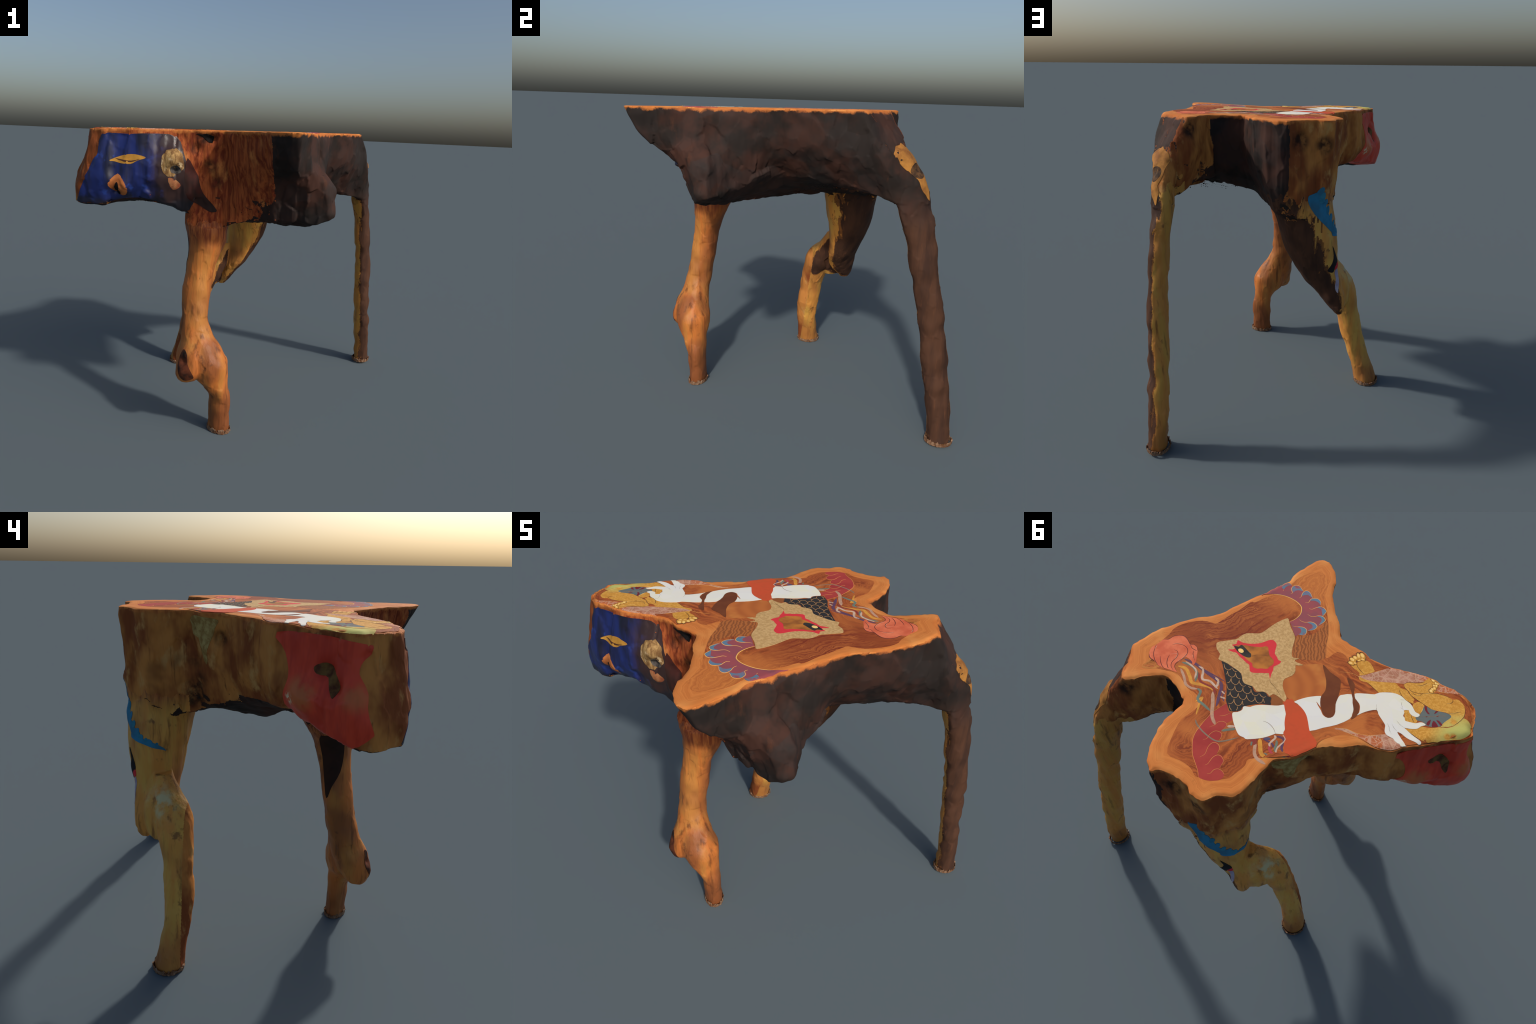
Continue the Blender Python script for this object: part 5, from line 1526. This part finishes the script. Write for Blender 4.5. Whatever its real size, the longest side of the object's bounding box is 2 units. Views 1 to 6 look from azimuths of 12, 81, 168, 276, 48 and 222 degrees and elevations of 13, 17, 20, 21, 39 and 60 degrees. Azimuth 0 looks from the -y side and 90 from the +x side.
side_paint("rot_pocket", FRONT, [(-0.20, 0, 1.945), (-0.13, 0, 1.95), (-0.09, 0, 1.935), (-0.10, 0, 1.895), (-0.125, 0, 1.90), (-0.15, 0, 1.925)], bpy.data.materials["hole_black"], 0.0014, WALL_P, round_=1)

red = side_paint("red_side_paint", BACK, [(-0.690, -0.189, 1.928), (-0.813, -0.369, 1.935), (-0.905, -0.489, 1.922), (-0.905, -0.57, 1.908), (-0.915, -0.56, 1.875), (-0.925, -0.535, 1.846), (-0.930, -0.530, 1.800),
                 (-0.955, -0.565, 1.723), (-0.965, -0.580, 1.66), (-0.979, -0.605, 1.585), (-0.985, -0.590, 1.555), (-0.975, -0.51, 1.50), (-0.891, -0.413, 1.50), (-0.78, -0.31, 1.535),
                 (-0.68, -0.235, 1.586), (-0.715, -0.223, 1.659), (-0.748, -0.241, 1.722), (-0.742, -0.246, 1.779), (-0.720, -0.229, 1.845)], red_paint(), 0.0012, WALL_P)
side_paint("red_side_hole", BACK, [(-0.813, -0.350, 1.805), (-0.846, -0.390, 1.826), (-0.886, -0.430, 1.797), (-0.913, -0.445, 1.736), (-0.908, -0.428, 1.690), (-0.885, -0.41, 1.72), (-0.865, -0.400, 1.765), (-0.826, -0.358, 1.776)],
           paint("hole_brown", (0.10, 0.035, 0.018), (0.22, 0.12, 0.035), 25), 0.0024, WALL_P)
side_paint("resin_scab", BACK, [(-0.305, 0.255, 1.955), (-0.345, 0.20, 1.95), (-0.385, 0.13, 1.94), (-0.37, 0.15, 1.90), (-0.345, 0.175, 1.83), (-0.335, 0.19, 1.77), (-0.32, 0.205, 1.71), (-0.305, 0.225, 1.75), (-0.30, 0.235, 1.84), (-0.285, 0.285, 1.86), (-0.285, 0.295, 1.93)],
           paint("resin_olive", (0.33, 0.19, 0.055), (0.58, 0.44, 0.16), 34, grain=0.3), 0.0010, WALL_P)

# ---------------------------------------------------------------- paint on the rear leg
REAR = PARTS["rear_leg"]
RF = Frame((0.35, -0.94, 0))


def feather_blue():
    t = Tree("feather_blue")
    c = t.mix(t.span(t.noise(9, 3), 0.35, 0.65), (0.035, 0.21, 0.36), (0.04, 0.15, 0.24))
    return t.done(c)


M_FEATHER = feather_blue()
M_QUILL = paint("feather_teal", (0.045, 0.25, 0.36), (0.03, 0.17, 0.27), 20)
wing = side_paint("blue_wing", RF, [(-0.058, 0.708, 1.545), (-0.10, 0.70, 1.555), (-0.135, 0.69, 1.56), (-0.165, 0.69, 1.52), (-0.195, 0.68, 1.44), (-0.225, 0.66, 1.37), (-0.262, 0.64, 1.315), (-0.280, 0.60, 1.275),
                  (-0.30, 0.54, 1.245), (-0.305, 0.505, 1.225), (-0.29, 0.58, 1.25), (-0.262, 0.645, 1.262), (-0.202, 0.679, 1.322), (-0.128, 0.708, 1.398), (-0.063, 0.711, 1.494)], M_FEATHER, 0.0012, REAR)
for i in range(10):
    s = i / 9
    base = np.array(catmull_open([(-0.135, 0.69, 1.54), (-0.185, 0.685, 1.45), (-0.24, 0.655, 1.345), (-0.28, 0.60, 1.275), (-0.30, 0.52, 1.238)], 9)[int(s * 35)])
    ln, wd = 0.075 * (1 - 0.75 * s), 0.017 * (1 - 0.5 * s)
    pts = []
    for u in np.linspace(0, 2 * math.pi, 9, endpoint=False):
        a, b = wd * math.cos(u), ln * 0.5 * math.sin(u)
        pts.append(tuple(base + np.array(RF.u) * (a + 0.18 * b) + np.array((0, 0, 1)) * (b + ln * 0.25)))
    side_paint("wing_feather", RF, pts, M_QUILL if i % 2 else M_FEATHER, 0.0018 + 0.0003 * (i % 3), REAR, grid=0.012)
TAIL = Frame((0.92, -0.40, 0))
side_paint("blue_wing", TAIL, [(-0.235, 0.66, 1.305), (-0.27, 0.60, 1.282), (-0.29, 0.545, 1.262), (-0.30, 0.505, 1.230), (-0.30, 0.485, 1.200), (-0.30, 0.51, 1.212), (-0.285, 0.56, 1.234), (-0.262, 0.63, 1.258), (-0.235, 0.668, 1.27)], M_FEATHER, 0.0012, REAR)
for i in range(6):
    s = i / 5
    cy, cz, r = 0.645 - 0.135 * s, 1.306 - 0.062 * s, 0.019 - 0.010 * s
    side_paint("wing_feather", TAIL, [(-0.28, cy + 0.7 * r * math.cos(u), cz + r * math.sin(u)) for u in np.linspace(0, 2 * math.pi, 8, endpoint=False)], M_QUILL if i % 2 else M_FEATHER, 0.0018, REAR)
side_paint("crest_paint", RF, [(-0.235, 0.677, 1.205), (-0.268, 0.640, 1.13), (-0.285, 0.639, 1.085), (-0.262, 0.65, 1.05), (-0.245, 0.649, 1.02), (-0.21, 0.68, 1.04), (-0.235, 0.67, 1.09), (-0.245, 0.66, 1.14)],
           paint("crest_black", (0.02, 0.018, 0.02), None, 12), 0.0014, REAR)
side_paint("crest_paint", RF, [(-0.282, 0.64, 1.085), (-0.285, 0.63, 1.05), (-0.262, 0.645, 1.035), (-0.258, 0.65, 1.055)], bpy.data.materials["bright_red"], 0.0020, REAR)
side_paint("crest_paint", RF, [(-0.283, 0.63, 1.035), (-0.287, 0.61, 0.95), (-0.276, 0.61, 0.87), (-0.262, 0.62, 0.90), (-0.268, 0.63, 0.97), (-0.262, 0.645, 1.02)],
           paint("crest_lilac", (0.35, 0.30, 0.42), (0.5, 0.45, 0.5), 20), 0.0020, REAR)

# ---------------------------------------------------------------- marks on the other legs
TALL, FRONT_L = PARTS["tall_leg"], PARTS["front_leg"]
TF = Frame((-0.25, -0.97, 0))
SF = Frame((-0.70, -0.71, 0))
side_paint("worn_shoulder", SF, [(0.80, 0.46, 1.80), (0.765, 0.50, 1.825), (0.74, 0.56, 1.80), (0.725, 0.59, 1.75), (0.755, 0.61, 1.68), (0.765, 0.63, 1.60), (0.79, 0.65, 1.53), (0.83, 0.62, 1.58), (0.85, 0.585, 1.66), (0.858, 0.53, 1.72), (0.835, 0.48, 1.765)],
           paint("worn_yellow", (0.50, 0.225, 0.05), (0.20, 0.075, 0.025), 11, grain=0.3), 0.0006, TALL, ragged=0.0055)
side_paint("leg_knot", SF, [(0.815 + 0.030 * math.cos(u), 0.60 - 0.030 * math.cos(u), 1.685 + 0.042 * math.sin(u)) for u in np.linspace(0, 6.283, 10, endpoint=False)],
                  paint("knot_ring", (0.035, 0.022, 0.016), (0.14, 0.07, 0.03), 40), 0.0014, TALL)
KF = Frame((0, 1, 0))
side_paint("dark_patch", KF, [(-0.205, 0, 0.60), (-0.175, 0, 0.575), (-0.165, 0, 0.52), (-0.125, 0, 0.45), (-0.135, 0, 0.42), (-0.19, 0, 0.405), (-0.225, 0, 0.45), (-0.235, 0, 0.52)],
           paint("cleft_black", (0.022, 0.016, 0.013), (0.16, 0.045, 0.02), 14), 0.0014, FRONT_L)
side_paint("dark_patch", Frame((1, 0.1, 0)), [(-0.2, -0.40, 1.33), (-0.2, -0.52, 1.30), (-0.2, -0.535, 1.22), (-0.2, -0.52, 1.12), (-0.2, -0.475, 1.03), (-0.2, -0.455, 0.95), (-0.2, -0.44, 1.05), (-0.2, -0.42, 1.2)],
           paint("patch_black", (0.05, 0.022, 0.014), (0.03, 0.016, 0.012), 10), 0.0012, FRONT_L)

# torn, splintered foot rims
M_TORN = paint("torn_fibre", (0.14, 0.06, 0.028), (0.34, 0.23, 0.15), 45, 0.8)
for leg, (x, y, a, b, th) in ((FRONT_L, (0.004, -0.575, 0.060, 0.084, 63)), (TALL, (0.916, 0.901, 0.077, 0.067, 73)), (REAR, (-0.636, 0.409, 0.081, 0.085, 0))):
    th = math.radians(th)
    n = 54
    v, f = [], []
    for i in range(n):
        u = 2 * math.pi * i / n
        k = RNG.random()
        for r, z in ((0.97, 0.0), (1.02, 0.012 + 0.022 * k), (1.06 + 0.10 * RNG.random() ** 2, 0.010 + 0.022 * RNG.random()), (1.04 + 0.08 * k, 0.0)):
            p, q = a * r * math.cos(u), b * r * math.sin(u)
            v.append((x + p * math.cos(th) - q * math.sin(th), y + p * math.sin(th) + q * math.cos(th), z + (0.012 if leg is TALL else 0.0)))
    for i in range(n):
        j = (i + 1) % n
        for k in range(4):
            m = (k + 1) % 4
            f.append((i * 4 + k, i * 4 + m, j * 4 + m, j * 4 + k))
    me = bpy.data.meshes.new("foot_rim")
    me.from_pydata(v, [], f)
    me.materials.append(M_TORN)
    part("foot_rim", me, leg, kind="stuff")

bpy.data.meshes.remove(BODY)
for o in bpy.data.objects:
    if o.type == "MESH" and not len(o.data.polygons):
        bpy.data.objects.remove(o)
